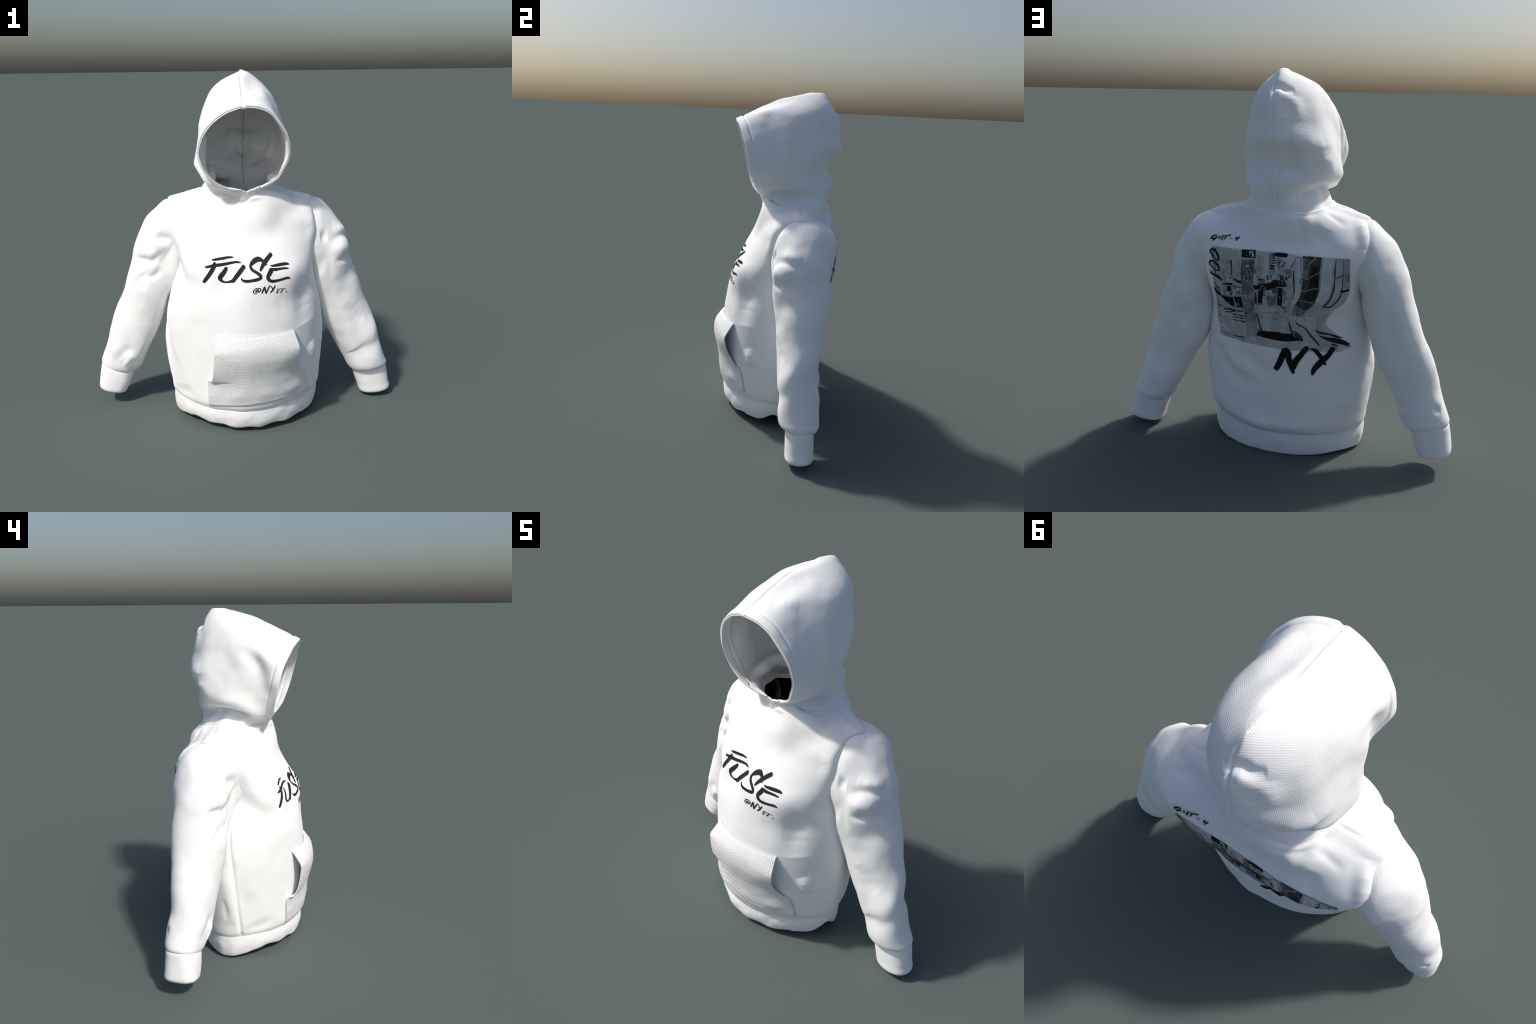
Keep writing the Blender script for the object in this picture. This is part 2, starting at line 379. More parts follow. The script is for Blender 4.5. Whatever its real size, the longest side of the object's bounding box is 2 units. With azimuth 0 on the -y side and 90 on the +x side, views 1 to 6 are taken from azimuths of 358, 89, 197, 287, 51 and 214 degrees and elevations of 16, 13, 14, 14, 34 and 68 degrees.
SLEEVE_R_FOLDS = [
    ([(.514, .012, 1.111), (.562, .049, 1.101), (.598, .12, 1.083)], 0.036, 0.0102, 1),  # upper roll
    ([(.434, -.03, 1.074), (.479, -.017, 1.08)], 0.029, -0.0136, 1),  # dimple by the armhole
    ([(.529, -.013, 1.034), (.541, .007, 1.066), (.588, .053, 1.069), (.615, .14, 1.029)], 0.023, -0.0153, 1),  # crease
    ([(.502, -.026, .982), (.564, -.007, 1.007), (.616, .078, .978)], 0.039, 0.0136, 1),  # lower roll
    ([(.52, -.025, .926), (.577, .002, .938), (.603, .033, .938), (.64, .11, .902)], 0.021, -0.0153, 1),  # deep crease below the roll
    ([(.457, -.012, 1.125), (.515, .033, 1.139), (.548, .082, 1.143)], 0.046, -0.0051, 1),  # dip below the cap
    ([(.596, .009, .656), (.66, .023, .581), (.716, .045, .547)], 0.046, -0.0085, 1),  # inner elbow drag
    ([(.682, .235, .2), (.647, .185, .2)], 0.018, -0.0085, 1),  # tuck at the cuff
    ([(.498, .288, 1.014), (.443, .268, .926), (.405, .207, .897)], 0.046, -0.0085, 1),  # back armpit drag
    ([(.545, .289, .827), (.462, .277, .88), (.407, .214, .899)], 0.039, 0.0085, 1),  # roll
    ([(.603, .27, .685), (.472, .284, .738), (.41, .199, .771)], 0.046, -0.0085, 1),  # long hollow
]
SLEEVE_L_FOLDS = [
    ([(-.494, -.005, 1.097), (-.451, -.017, 1.082), (-.415, -.023, 1.061)], 0.029, -0.0136, 1),  # armpit hollow
    ([(-.447, -.017, 1.06), (-.483, -.008, 1.008), (-.563, .01, .965)], 0.036, 0.0102, 1),  # roll
    ([(-.622, .055, .959), (-.576, .013, .947), (-.53, -.003, .945), (-.461, -.008, 1.007)], 0.018, -0.0119, 1),  # crease
    ([(-.556, -.011, .85), (-.512, -.01, .863), (-.475, -.005, .91)], 0.017, -0.0093, 1),  # crease
    ([(-.544, -.008, .884), (-.487, -.005, .927)], 0.026, 0.0051, 1),  # roll
    ([(-.626, .058, .949), (-.593, .025, .951), (-.528, -.003, .961)], 0.017, -0.011, 1),  # crease
    ([(-.546, -.008, .881), (-.613, .004, .833), (-.644, .019, .762)], 0.019, -0.0085, 1),  # long crease
    ([(-.523, .004, 1.071), (-.446, -.011, 1.024)], 0.026, 0.0085, 1),  # armpit lip
    ([(-.798, .047, .288), (-.731, .022, .367), (-.659, .018, .41)], 0.029, -0.0102, 1),  # cuff gather
    ([(-.742, .036, .279), (-.705, .024, .328), (-.669, .023, .352)], 0.021, 0.0085, 1),  # cuff gather
    ([(-.757, .039, .278), (-.704, .021, .348)], 0.013, -0.0059, 1),  # cuff gather
    ([(-.482, .06, .628), (-.553, .031, .501), (-.624, .035, .371), (-.702, .059, .238)], 0.008, -0.006, 0),  # inner seam
    ([(-.801, .229, .366), (-.842, .201, .357)], 0.018, -0.0102, 1),  # crease near the cuff
    ([(-.793, .22, .407), (-.847, .161, .383)], 0.039, 0.0068, 1),  # swell
]
SLEEVE_FOLDS = {1: SLEEVE_R_FOLDS, -1: SLEEVE_L_FOLDS}
NS = 200
for side in (1, -1):
    C = np.array([ring4(*r, NS) for r in SLEEVE[side]])
    C = np.concatenate([C[:1] - (side * .035, 0, 0), C])      # tuck the sleeve head inside the armhole
    S = spline(C, 300)
    S = folds(S, [(p, w, -side * h, e) for p, w, h, e in SLEEVE_FOLDS[side]], True)   # ring order flips the normal on the right
    S = rumple(S, .12, .004, 5 + side, True)
    make("sleeve", S.reshape(-1, 3), grid_faces(300, NS, True, side > 0), M_sleeve[side], parent=root)
    C = np.array([ring4(*r, NS, 2.8 if side < 0 else 2.4) for r in tube_rings(CUFF[side], side)])
    S = rumple(spline(C, 70), .08, .002, 8 + side, True)
    make("cuff", S.reshape(-1, 3), grid_faces(70, NS, True, side > 0), M_rib, parent=root)

# -------------------------------------------------------------------- hood
# hood rows from the neck up to the crown, each from the face edge round to the centre seam
HOOD_R = [
    [(-.004, -.103, 1.322), (.15, -.06, 1.335), (.235, .1, 1.33), (.16, .26, 1.322), (0, .292, 1.32)],
    [(.03, -.112, 1.356), (.146, -.067, 1.372), (.167, .073, 1.375), (.151, .239, 1.371), (.001, .299, 1.372)],
    [(.085, -.122, 1.376), (.174, -.082, 1.4), (.168, .055, 1.413), (.163, .226, 1.415), (-.002, .32, 1.422)],
    [(.18, -.147, 1.43), (.206, -.07, 1.428), (.206, .052, 1.439), (.193, .201, 1.451), (-.003, .318, 1.475)],
    [(.222, -.165, 1.49), (.231, -.077, 1.495), (.23, .042, 1.503), (.19, .177, 1.523), (-.003, .289, 1.542)],
    [(.249, -.18, 1.555), (.24, -.078, 1.574), (.234, .046, 1.584), (.187, .211, 1.599), (.001, .301, 1.602)],
    [(.244, -.2, 1.625), (.229, -.072, 1.655), (.224, .057, 1.664), (.178, .237, 1.672), (.008, .361, 1.661)],
    [(.225, -.218, 1.68), (.206, -.075, 1.724), (.21, .066, 1.734), (.164, .23, 1.749), (.012, .354, 1.741)],
    [(.195, -.237, 1.732), (.18, -.08, 1.783), (.191, .077, 1.81), (.147, .232, 1.832), (.016, .346, 1.832)],
    [(.155, -.253, 1.777), (.152, -.098, 1.833), (.161, .073, 1.869), (.125, .225, 1.896), (.023, .31, 1.896)],
    [(.106, -.269, 1.805), (.116, -.12, 1.866), (.113, .061, 1.913), (.082, .187, 1.95), (.021, .277, 1.947)],
    [(.058, -.282, 1.818), (.061, -.141, 1.879), (.055, .02, 1.935), (.037, .131, 1.98), (.011, .243, 1.989)],
    [(.009, -.287, 1.82), (.003, -.164, 1.881), (-.002, -.034, 1.947), (0, .079, 1.97), (-.007, .194, 2.009)],
]
HOOD_L = [
    [(.028, -.1, 1.32), (-.149, -.06, 1.335), (-.235, .1, 1.33), (-.16, .255, 1.322), (0, .292, 1.32)],
    [(0, -.117, 1.357), (-.156, -.084, 1.374), (-.186, .065, 1.417), (-.141, .204, 1.396), (.001, .299, 1.372)],
    [(-.06, -.142, 1.373), (-.184, -.104, 1.398), (-.199, .047, 1.449), (-.157, .203, 1.441), (-.002, .32, 1.422)],
    [(-.15, -.18, 1.42), (-.205, -.089, 1.423), (-.244, .057, 1.458), (-.201, .212, 1.465), (-.003, .318, 1.475)],
    [(-.202, -.201, 1.481), (-.208, -.094, 1.492), (-.263, .059, 1.503), (-.218, .224, 1.517), (-.003, .289, 1.542)],
    [(-.23, -.218, 1.545), (-.213, -.094, 1.58), (-.251, .065, 1.583), (-.215, .254, 1.587), (.001, .301, 1.602)],
    [(-.234, -.23, 1.6), (-.221, -.093, 1.667), (-.234, .068, 1.668), (-.192, .264, 1.666), (.008, .361, 1.661)],
    [(-.214, -.246, 1.661), (-.22, -.101, 1.738), (-.217, .066, 1.739), (-.166, .246, 1.745), (.012, .354, 1.741)],
    [(-.185, -.257, 1.702), (-.196, -.098, 1.791), (-.197, .07, 1.816), (-.14, .234, 1.828), (.016, .346, 1.832)],
    [(-.145, -.27, 1.745), (-.157, -.105, 1.836), (-.169, .066, 1.881), (-.109, .223, 1.893), (.023, .31, 1.896)],
    [(-.1, -.277, 1.778), (-.109, -.119, 1.869), (-.121, .064, 1.928), (-.067, .193, 1.947), (.021, .277, 1.947)],
    [(-.047, -.285, 1.804), (-.048, -.14, 1.884), (-.055, .026, 1.948), (-.023, .139, 1.978), (.011, .243, 1.989)],
]
# the lowest hood row is sewn into the neckline
for rows_, cc in ((HOOD_R, (2, 5, 8, 10)), (HOOD_L, (18, 15, 12, 10))):
    rows_[0] = rows_[0][:1] + [tuple(neck[c] * (.985, .985, 1) + (0, .0015, -.012)) for c in cc]
full = HOOD_R + HOOD_L[::-1]
full = np.array(full)                                           # 25 x 5
K = len(full)
ghost = full[::-1, 3, :]                                        # the other half, across the back seam
NHR, NHC = 481, 181
cols = []
U = np.swapaxes(full, 0, 1)                                     # 5 x K x 3
G = spline(U, NHC, hi=ghost)                                    # rim -> seam
G = np.swapaxes(G, 0, 1)                                        # K x NHC
Hd = spline(G, NHR)                                             # right neck -> crown -> left neck
HOOD_FOLDS = [
    ([(.073, -.159, 1.868), (.12, -.108, 1.865), (.14, -.074, 1.855)], 0.039, 0.0051, 1),  # ridge
    ([(.183, .021, 1.822), (.226, .028, 1.671), (.234, .036, 1.507)], 0.039, 0.0051, 1),  # upright swell
    ([(.172, -.042, 1.403), (.202, .036, 1.43), (.169, .106, 1.413), (.156, .233, 1.405)], 0.021, 0.0085, 1),  # lip over the collar
    ([(.156, -.052, 1.375), (.162, .039, 1.4), (.166, .107, 1.395), (.154, .241, 1.376)], 0.021, -0.0145, 1),  # crease over the collar
    ([(.229, .076, 1.591), (.211, .154, 1.521), (.153, .239, 1.417)], 0.033, -0.0116, 1),  # slanting crease
    ([(.077, .269, 1.583), (.062, .268, 1.535)], 0.023, -0.0119, 1),  # nape pinch
    ([(-.208, -.048, 1.789), (-.221, -.095, 1.703), (-.216, -.126, 1.599), (-.207, -.148, 1.514)], 0.039, -0.0136, 1),  # groove behind the left edge
    ([(-.214, .005, 1.774), (-.228, -.02, 1.65), (-.222, -.05, 1.545)], 0.046, 0.0068, 1),  # swell
    ([(-.095, .275, 1.433), (-.261, .072, 1.487), (-.237, -.02, 1.466), (-.161, -.126, 1.393)], 0.029, 0.0076, 1),  # lip over the collar
    ([(-.099, .25, 1.395), (-.178, .102, 1.444), (-.179, -.013, 1.421), (-.105, -.093, 1.354)], 0.023, -0.0231, 1),  # crease over the collar
    ([(.045, .309, 1.89), (-.001, .295, 1.91), (-.032, .289, 1.896), (-.067, .266, 1.894)], 0.019, -0.017, 1),  # crown crease
    ([(.027, .321, 1.873), (.002, .312, 1.886), (-.032, .304, 1.876), (-.066, .276, 1.881)], 0.029, 0.0054, 1),  # roll under the crown
    ([(-.076, .278, 1.866), (-.086, .301, 1.807), (-.092, .311, 1.755)], 0.033, 0.0074, 1),  # edge of the flat
    ([(-.037, .317, 1.853), (-.044, .337, 1.768)], 0.052, -0.0064, 1),  # flat
    ([(-.009, .334, 1.631), (-.048, .324, 1.623), (-.099, .327, 1.638)], 0.046, -0.0202, 1),  # nape hollow
    ([(-.02, .289, 1.551), (-.072, .287, 1.526), (-.116, .277, 1.545)], 0.039, -0.0145, 1),  # nape hollow
    ([(-.211, .242, 1.659), (-.156, .297, 1.634), (-.103, .279, 1.531)], 0.042, 0.0106, 1),  # slanting fold
    ([(-.21, .254, 1.637), (-.219, .245, 1.57)], 0.052, -0.0074, 1),  # hollow
    ([(.186, .216, 1.614), (.158, .208, 1.53), (.06, .305, 1.457), (.003, .317, 1.416)], 0.019, -0.0145, 1),  # slanting crease
    ([(.152, .254, 1.627), (.131, .228, 1.542), (.045, .306, 1.476)], 0.029, 0.0085, 1),  # slanting fold
    ([(-.021, .298, 1.382), (-.122, .233, 1.421), (-.187, .023, 1.44), (-.255, .09, 1.476)], 0.023, 0.0085, 1),  # hood lip over the collar
    ([(-.064, .279, 1.373), (-.14, .21, 1.405), (-.189, .092, 1.415)], 0.021, -0.0202, 1),  # crease under the lip
    ([(-.212, -.017, 1.784), (-.221, -.084, 1.722), (-.226, -.185, 1.59)], 0.039, -0.0085, 1),  # hollow behind the left edge
    ([(.011, .295, 1.52), (-.016, .29, 1.537), (-.039, .289, 1.561)], 0.018, -0.0231, 1),  # step in the seam
    ([(0, .3, 1.506), (-.036, .294, 1.525), (-.064, .29, 1.522)], 0.023, 0.0116, 1),  # step in the seam
]
Hd_plain = Hd.copy()
# let the lowest row follow the neckline exactly
w = np.clip(1 - np.minimum(np.arange(NHR), NHR - 1 - np.arange(NHR)) / 55, 0, 1)
w = w * w * (3 - 2 * w)
jj = np.linspace(0, 4, NHC)
for row, ring in ((0, (-.25, 2, 5, 8, 10)), (NHR - 1, (20.6, 18, 15, 12, 10))):
    target = spline(neck, NHC, closed=True, ts=np.interp(jj, range(5), ring) % 20) * (.998, .998, 1) + (0, .0002, .001)
    half = slice(0, NHR // 2) if row == 0 else slice(NHR // 2, NHR)
    Hd[half] += w[half, None, None] * (target - Hd[row])[None]
Hd = folds(Hd, HOOD_FOLDS)
# stitched face band: a raised strip along the edge, a groove behind it; grooves along the centre seams
band = np.cumsum(np.concatenate([np.zeros((NHR, 1)), np.linalg.norm(np.diff(Hd, axis=1), axis=-1)], 1), 1)
crown = np.linalg.norm(Hd - Hd[NHR // 2][None], axis=-1)
back = band[:, -1:] - band
lift = .0035 * (1 / (1 + np.exp((band - .044) / .003))) - .005 * np.exp(-((band - .048) / .006) ** 2)
fade = np.clip((.66 - np.linspace(0, 1, NHC)) / .15, 0, 1)[None]
lift -= .011 * fade * np.exp(-(crown / .0065) ** 2) + .0065 * np.exp(-(back / .006) ** 2)
Hd = Hd + grid_normals(Hd) * lift[..., None]
Hd = rumple(Hd, .13, .004, 4)
tipd = np.linalg.norm(Hd_plain - Hd_plain[NHR // 2, -1], axis=-1)
calm = np.clip((tipd - .05) / .08, 0, 1)[..., None]
Hd = Hd_plain + (Hd - Hd_plain) * calm
for _ in range(3):                                              # keep the rows beside the top seam in order
    c_ = slice(NHR // 2 - 9, NHR // 2 + 10)
    m_ = Hd.copy()
    Hd[c_] = .5 * m_[c_] + .25 * (m_[NHR // 2 - 10:NHR // 2 + 9] + m_[NHR // 2 - 8:NHR // 2 + 11])
# sew the back seam: rows i and NHR-1-i share their last point
for i in range(NHR):
    m = (Hd[i, -1] + Hd[NHR - 1 - i, -1]) / 2
    Hd[i, -1] = Hd[NHR - 1 - i, -1] = m
HN = grid_normals(Hd)
jf = int(np.searchsorted(band[NHR // 3], .052))
facing = Hd[50:-50, :jf] - HN[50:-50, :jf] * (.0125 + .0012 * np.linspace(0, 1, jf)[None, :, None])
make("hood_facing", facing.reshape(-1, 3), grid_faces(NHR - 100, jf), M_hood, parent=root).modifiers.new("thickness", 'SOLIDIFY').thickness = -.002
def crease_shadow_tube(path, r):
    V, F = [], []
    for i, p in enumerate(path):
        t_ = path[min(i + 1, len(path) - 1)] - path[max(i - 1, 0)]
        t_ = t_ / (np.linalg.norm(t_) + 1e-9)
        a_ = np.cross(t_, (1, 0, 0)); a_ /= np.linalg.norm(a_) + 1e-9
        b_ = np.cross(t_, a_)
        V += [p + r * (math.cos(k * math.pi / 3) * a_ + math.sin(k * math.pi / 3) * b_) for k in range(6)]
    for i in range(len(path) - 1):
        F += [(i * 6 + k, i * 6 + (k + 1) % 6, i * 6 + 6 + (k + 1) % 6, i * 6 + 6 + k) for k in range(6)]
    return V, F
path = (Hd[6:NHR // 2 - 60:3, -1] - HN[6:NHR // 2 - 60:3, -1] * .0115)[::-1]
cv, cf = crease_shadow_tube(path, .0024)
make("seam_crease_shadow", cv, cf, cloth("crease_shadow_grey", (.50, .50, .50), None, 0, 0), parent=root)  # dark crease shading of the back seam, modelled as a grey tube
skirt = np.linspace(1, 1 / 7, 7)[:, None, None]
tuck = lambda row: row[None] + skirt * ((row - (0, .1, 0)) * (-.05, -.05, 0) + (0, 0, -.032))[None]
Hm = np.concatenate([tuck(Hd[0]), Hd, tuck(Hd[-1])[::-1]])       # the seam allowance inside the neck
hood = make("hood", Hm.reshape(-1, 3), grid_faces(len(Hm), NHC, False, False), M_hood, parent=root)
bm = bmesh.new(); bm.from_mesh(hood.data); bmesh.ops.remove_doubles(bm, verts=bm.verts, dist=1e-5)
tip = Vector(Hd[NHR // 2, -1])
bmesh.ops.remove_doubles(bm, verts=[v for v in bm.verts if (v.co - tip).length < .045], dist=.0021)
for rad, times in ((.06, 25), (.045, 90), (.03, 120)):
    vs = [v for v in bm.verts if (v.co - tip).length < rad]
    for _ in range(times):
        bmesh.ops.smooth_vert(bm, verts=vs, factor=.5, use_axis_x=True, use_axis_y=True, use_axis_z=True)
edge = [v for v in bm.verts if v.is_boundary]
near = {v for v in edge} | {e.other_vert(v) for v in edge for e in v.link_edges}
for _ in range(8):
    bmesh.ops.smooth_vert(bm, verts=list(near), factor=.5, use_axis_x=True, use_axis_y=True, use_axis_z=True)
chin = [v for v in bm.verts if (v.co - Vector((.015, -.125, 1.375))).length < .11 and v.co.z > 1.334 and v.co.y < -.06]
for _ in range(16):
    bmesh.ops.smooth_vert(bm, verts=chin, factor=.5, use_axis_x=True, use_axis_y=True, use_axis_z=True)
bm.to_mesh(hood.data); bm.free()
vg = hood.vertex_groups.new(name="thin_at_tip")
for v in hood.data.vertices:
    d = (v.co - tip).length
    vg.add([v.index], 1 if d > .07 else max(.02, d / .07) ** 1.5, 'REPLACE')
solid(hood, .011).modifiers[0].vertex_group = vg.name

# ------------------------------------------------------------------ pocket
# side edges from the bottom up: sewn as far as the notch, then the open lip (x, z)
POCKET_EDGE_L = [(-.214, .172), (-.213, .250), (-.211, .322), (-.192, .335), (-.180, .370), (-.172, .420), (-.167, .480), (-.166, .520), (-.161, .560), (-.158, .600)]
POCKET_EDGE_R = [(.351, .201), (.342, .270), (.328, .332), (.303, .350), (.283, .380), (.273, .430), (.281, .490), (.281, .525), (.272, .567), (.265, .605)]
LIP_L = [0, 0, .006, .030, .046, .054, .058, .058, .030, .002]              # how far the side edges stand off the body
LIP_R = [0, 0, .002, .008, .018, .040, .060, .060, .030, .002]
MIDDLE = [0, .006, .013, .024, .040, .052, .044, 0]  # the same down the middle, at even heights
PR, PC = 140, 150
pl, pr = spline(POCKET_EDGE_L, PR), spline(POCKET_EDGE_R, PR)
gl, gr = (np.clip(spline(np.array(q)[:, None], PR)[:, 0], 0, 1) for q in (LIP_L, LIP_R))
gm = np.clip(spline(np.array(MIDDLE)[:, None], PR)[:, 0], 0, 1)
hm = np.linspace(.19, .605, PR)
Pk = np.zeros((PR, PC, 3))
for i in range(PR):
    for j in range(PC):
        u, v = j / (PC - 1), i / (PR - 1)
        x = pl[i, 0] * (1 - u) + pr[i, 0] * u
        z = pl[i, 1] * (1 - u) + pr[i, 1] * u + .012 * (1 - v) * math.sin(math.pi * u)
        h, nrm, _, _ = torso_bvh.ray_cast(Vector((x, -1, z)), Vector((0, 1, 0)))
        n = Vector((nrm.x * .35, -1, 0)).normalized()
        k = max(0, 1 - u / .3) ** 1.5, max(0, 1 - (1 - u) / .3) ** 1.5
        g = float(np.interp(z, hm, gm)) * (1 - k[0] - k[1]) + k[0] * gl[i] + k[1] * gr[i]
        edge = min(1, v / .06, (1 - v) / .04)
        g = g * edge + .006 * max(0, 1 - abs(v - .09) / .08) * (.5 + .5 * math.sin(u * 23 + 1)) * min(1, v / .03)
        Pk[i, j] = h + n * (g + .002)
POCKET_FOLDS = []
Pk = folds(Pk, POCKET_FOLDS)
pocket = make("pocket", Pk.reshape(-1, 3), grid_faces(PR, PC), M_pocket, parent=root)
solid(pocket, .006, 1)

# ------------------------------------------------------------------ prints
def ink(name, grey, tint=(1, 1, 1), grain=.25):
    m = bpy.data.materials.new(name); m.use_nodes = True
    N, L = m.node_tree.nodes, m.node_tree.links
    b = N["Principled BSDF"]; b.inputs["Roughness"].default_value = .85; b.inputs["Specular IOR Level"].default_value = .2
    co = N.new("ShaderNodeTexCoord"); nz = N.new("ShaderNodeTexNoise"); nz.inputs["Scale"].default_value = 220; nz.inputs["Detail"].default_value = 4
    mp = N.new("ShaderNodeMapping"); mp.inputs["Scale"].default_value = (1, 1, .35)
    L.new(co.outputs["Object"], mp.inputs["Vector"]); L.new(mp.outputs["Vector"], nz.inputs["Vector"])
    r = N.new("ShaderNodeValToRGB"); r.color_ramp.elements[0].position = .32; r.color_ramp.elements[1].position = .68
    for e, k in zip(r.color_ramp.elements, (1 - grain, 1 + grain)):
        e.color = tuple(min(1, grey * k * c) for c in tint) + (1,)
    L.new(nz.outputs["Fac"], r.inputs["Fac"]); L.new(r.outputs["Color"], b.inputs["Base Color"])
    return m

def drape(x, z, side, lift):
    """lay a print point on the chest (side -1) or the back (side 1)"""
    h, n, _, _ = torso_bvh.ray_cast(Vector((x, side * 1.2, z)), Vector((0, -side, 0)))
    if h is None:
        return None
    if n.y * side < 0:
        n = -n
    return h + n * lift

def ribbon(stroke, side, lift, rag=0., seed=0, step=.006):
    """a brush stroke: smooth spine, changing width, rounded ends, laid on the cloth"""
    S = np.array(stroke)
    L = np.linalg.norm(np.diff(S[:, :2], axis=0), axis=1).sum()
    n = max(6, int(L / step) + 1)
    C = spline(S, n) if len(S) > 1 else S
    P, wd = C[:, :2], np.maximum(C[:, 2], .0008) / 2
    t = np.gradient(P, axis=0); t /= np.linalg.norm(t, axis=1, keepdims=True) + 1e-9
    nn = np.stack([-t[:, 1], t[:, 0]], 1)
    k = max(3, min(40, int(wd.max() * 2 / step) + 2))
    V, F = [], []
    for i in range(n):
        for j in range(k):
            u = 2 * j / (k - 1) - 1
            w = wd[i] * (1 + rag * noise.noise(Vector((i * .9, (j > k / 2) * 5.0, seed))))
            q = P[i] + nn[i] * u * w
            end = -1 if i == 0 else (1 if i == n - 1 else 0)
            if wd.max() < .011 or side < 0 or rag > .08:
                q = q + t[i] * end * wd[i] * .45 * math.sqrt(max(0, 1 - u * u))
            V.append(drape(q[0], q[1], side, lift))
    for i in range(n - 1):
        for j in range(k - 1):
            f = (i * k + j, i * k + j + 1, (i + 1) * k + j + 1, (i + 1) * k + j)
            if all(V[a] is not None for a in f):
                F.append(f)
    V = [v if v is not None else Vector((0, 0, .5)) for v in V]
    return V, F

def joined(name, parts, mat, **kw):
    V, F = [], []
    for v, f in parts:
        F += [tuple(a + len(V) for a in q) for q in f]; V += v
    return make(name, V, F, mat, parent=root, **kw)

M_ink = ink("black_ink", .021, grain=.1)
M_back_ink = ink("back_black_ink", .010, grain=.1)
def brush_letter(glyph, side, strokes):
    """one hand-brushed character made of its strokes (x, z, width in metres)"""
    base = .0018 if side < 0 else .0046
    ob = joined("letter", [ribbon(s, side, base + .00015 * i, .10, i + len(glyph), .0035) for i, s in enumerate(strokes)], M_ink if side < 0 else M_back_ink)
    ob["glyph"] = glyph

brush_letter('F', -1, [[(-.1758, 1.0071, .0041), (-.1637, 1.0073, .0107), (-.1397, 1.0101, .0124), (-.1121, 1.0125, .0128), (-.0896, 1.016, .0114), (-.0706, 1.0163, .009), (-.0611, 1.0166, .0045)], [(-.2113, .9696, .0079), (-.197, .9726, .012), (-.1728, .9776, .0148), (-.147, .9806, .0158), (-.1229, .982, .0141), (-.0902, .9856, .0135), (-.0504, .9924, .0107), (-.0314, .9918, .0093), (-.0181, .9895, .0031)], [(-.1614, .9934, .0114), (-.1641, .9803, .0232), (-.1731, .9599, .022), (-.1927, .9304, .021), (-.2126, .9031, .019), (-.2231, .8897, .0145)]])
brush_letter('U', -1, [[(-.0983, .9653, .0179), (-.1089, .9481, .0227), (-.1265, .9279, .0254), (-.1336, .9155, .0237), (-.127, .9036, .0165), (-.1143, .8957, .0107), (-.0972, .8938, .0089), (-.08, .8963, .0127), (-.0644, .9016, .0155)], [(-.0027, .9731, .022), (-.0257, .9457, .0227), (-.0486, .9182, .0216), (-.061, .9017, .0192), (-.0638, .8927, .0103)]])
brush_letter('S', -1, [[(.0997, .9973, .0138), (.0879, 1.004, .019), (.0708, 1.0062, .0259), (.048, .9942, .0238), (.0341, .9796, .0158), (.0336, .9666, .0144), (.0465, .9534, .0144), (.0667, .9428, .0154), (.0818, .9316, .0171), (.0867, .921, .0157), (.0779, .9129, .0164), (.059, .9075, .0164), (.0298, .9028, .0144), (.0076, .9011, .0151), (-.0094, .9039, .0123), (-.0169, .9108, .0086), (-.0176, .9179, .0034)], [(.1444, 1.0295, .0211), (.1243, 1.0087, .0224), (.1079, .99, .0231), (.097, .9756, .0192), (.0878, .961, .0144), (.0837, .9517, .0082)], [(.1229, .9793, .0024), (.1094, .9842, .0103)]])
brush_letter('E', -1, [[(.1381, .9775, .0034), (.1522, .9745, .0096), (.182, .9769, .0145), (.2139, .9784, .0138), (.2317, .977, .01), (.2423, .9734, .0031)], [(.136, .961, .0103), (.1601, .9564, .0151), (.1863, .9575, .0117), (.2127, .9585, .01), (.2362, .9557, .0059)], [(.1421, .9625, .0154), (.1398, .9487, .024), (.1299, .9331, .0223), (.1236, .9211, .0188), (.1286, .9074, .0188), (.1414, .8987, .0154), (.1588, .8974, .0155), (.185, .9004, .0127), (.2167, .9066, .0124), (.2327, .9079, .0121), (.2456, .9041, .0042)], [(.1293, .9588, .0024), (.1376, .9581, .0103)]])
brush_letter('at', -1, [[(.0637, .8374, .0027), (.0525, .8353, .0045), (.0449, .8403, .0051), (.045, .8489, .0051), (.0547, .8604, .0043), (.0702, .8639, .0043), (.0821, .8608, .0055), (.0846, .8542, .006), (.0767, .845, .0051), (.0681, .8424, .0048)], [(.0743, .8567, .0031), (.0632, .855, .0048), (.0558, .847, .0051), (.0595, .8438, .0043), (.0682, .8497, .0048), (.0743, .8549, .0031)]])
brush_letter('N', -1, [[(.09, .8361, .0075), (.0975, .8535, .0079), (.105, .8695, .0082)], [(.105, .869, .0086), (.1082, .851, .0082), (.112, .8345, .0079)], [(.112, .8349, .0072), (.1218, .8552, .0065), (.1328, .8749, .0058)]])
brush_letter('Y', -1, [[(.1373, .8731, .0038), (.1462, .8605, .0065), (.151, .8523, .0069)], [(.1623, .8731, .0058), (.1513, .8523, .0083), (.1425, .8428, .0069), (.136, .8349, .0048)]])
brush_letter('S2', -1, [[(.1899, .8542, .0024), (.181, .8419, .0034)], [(.1807, .8535, .0038), (.1723, .8484, .0045), (.1743, .8399, .0045), (.1768, .8338, .0048), (.1704, .8317, .0045), (.1648, .8379, .0028)]])
brush_letter('T', -1, [[(.186, .8533, .0021), (.2041, .8499, .0031), (.2201, .848, .0031)], [(.205, .8491, .0052), (.1916, .8296, .0048)]])
brush_letter('dot', -1, [[(.2206, .8285, .0035), (.2296, .8309, .0042)]])
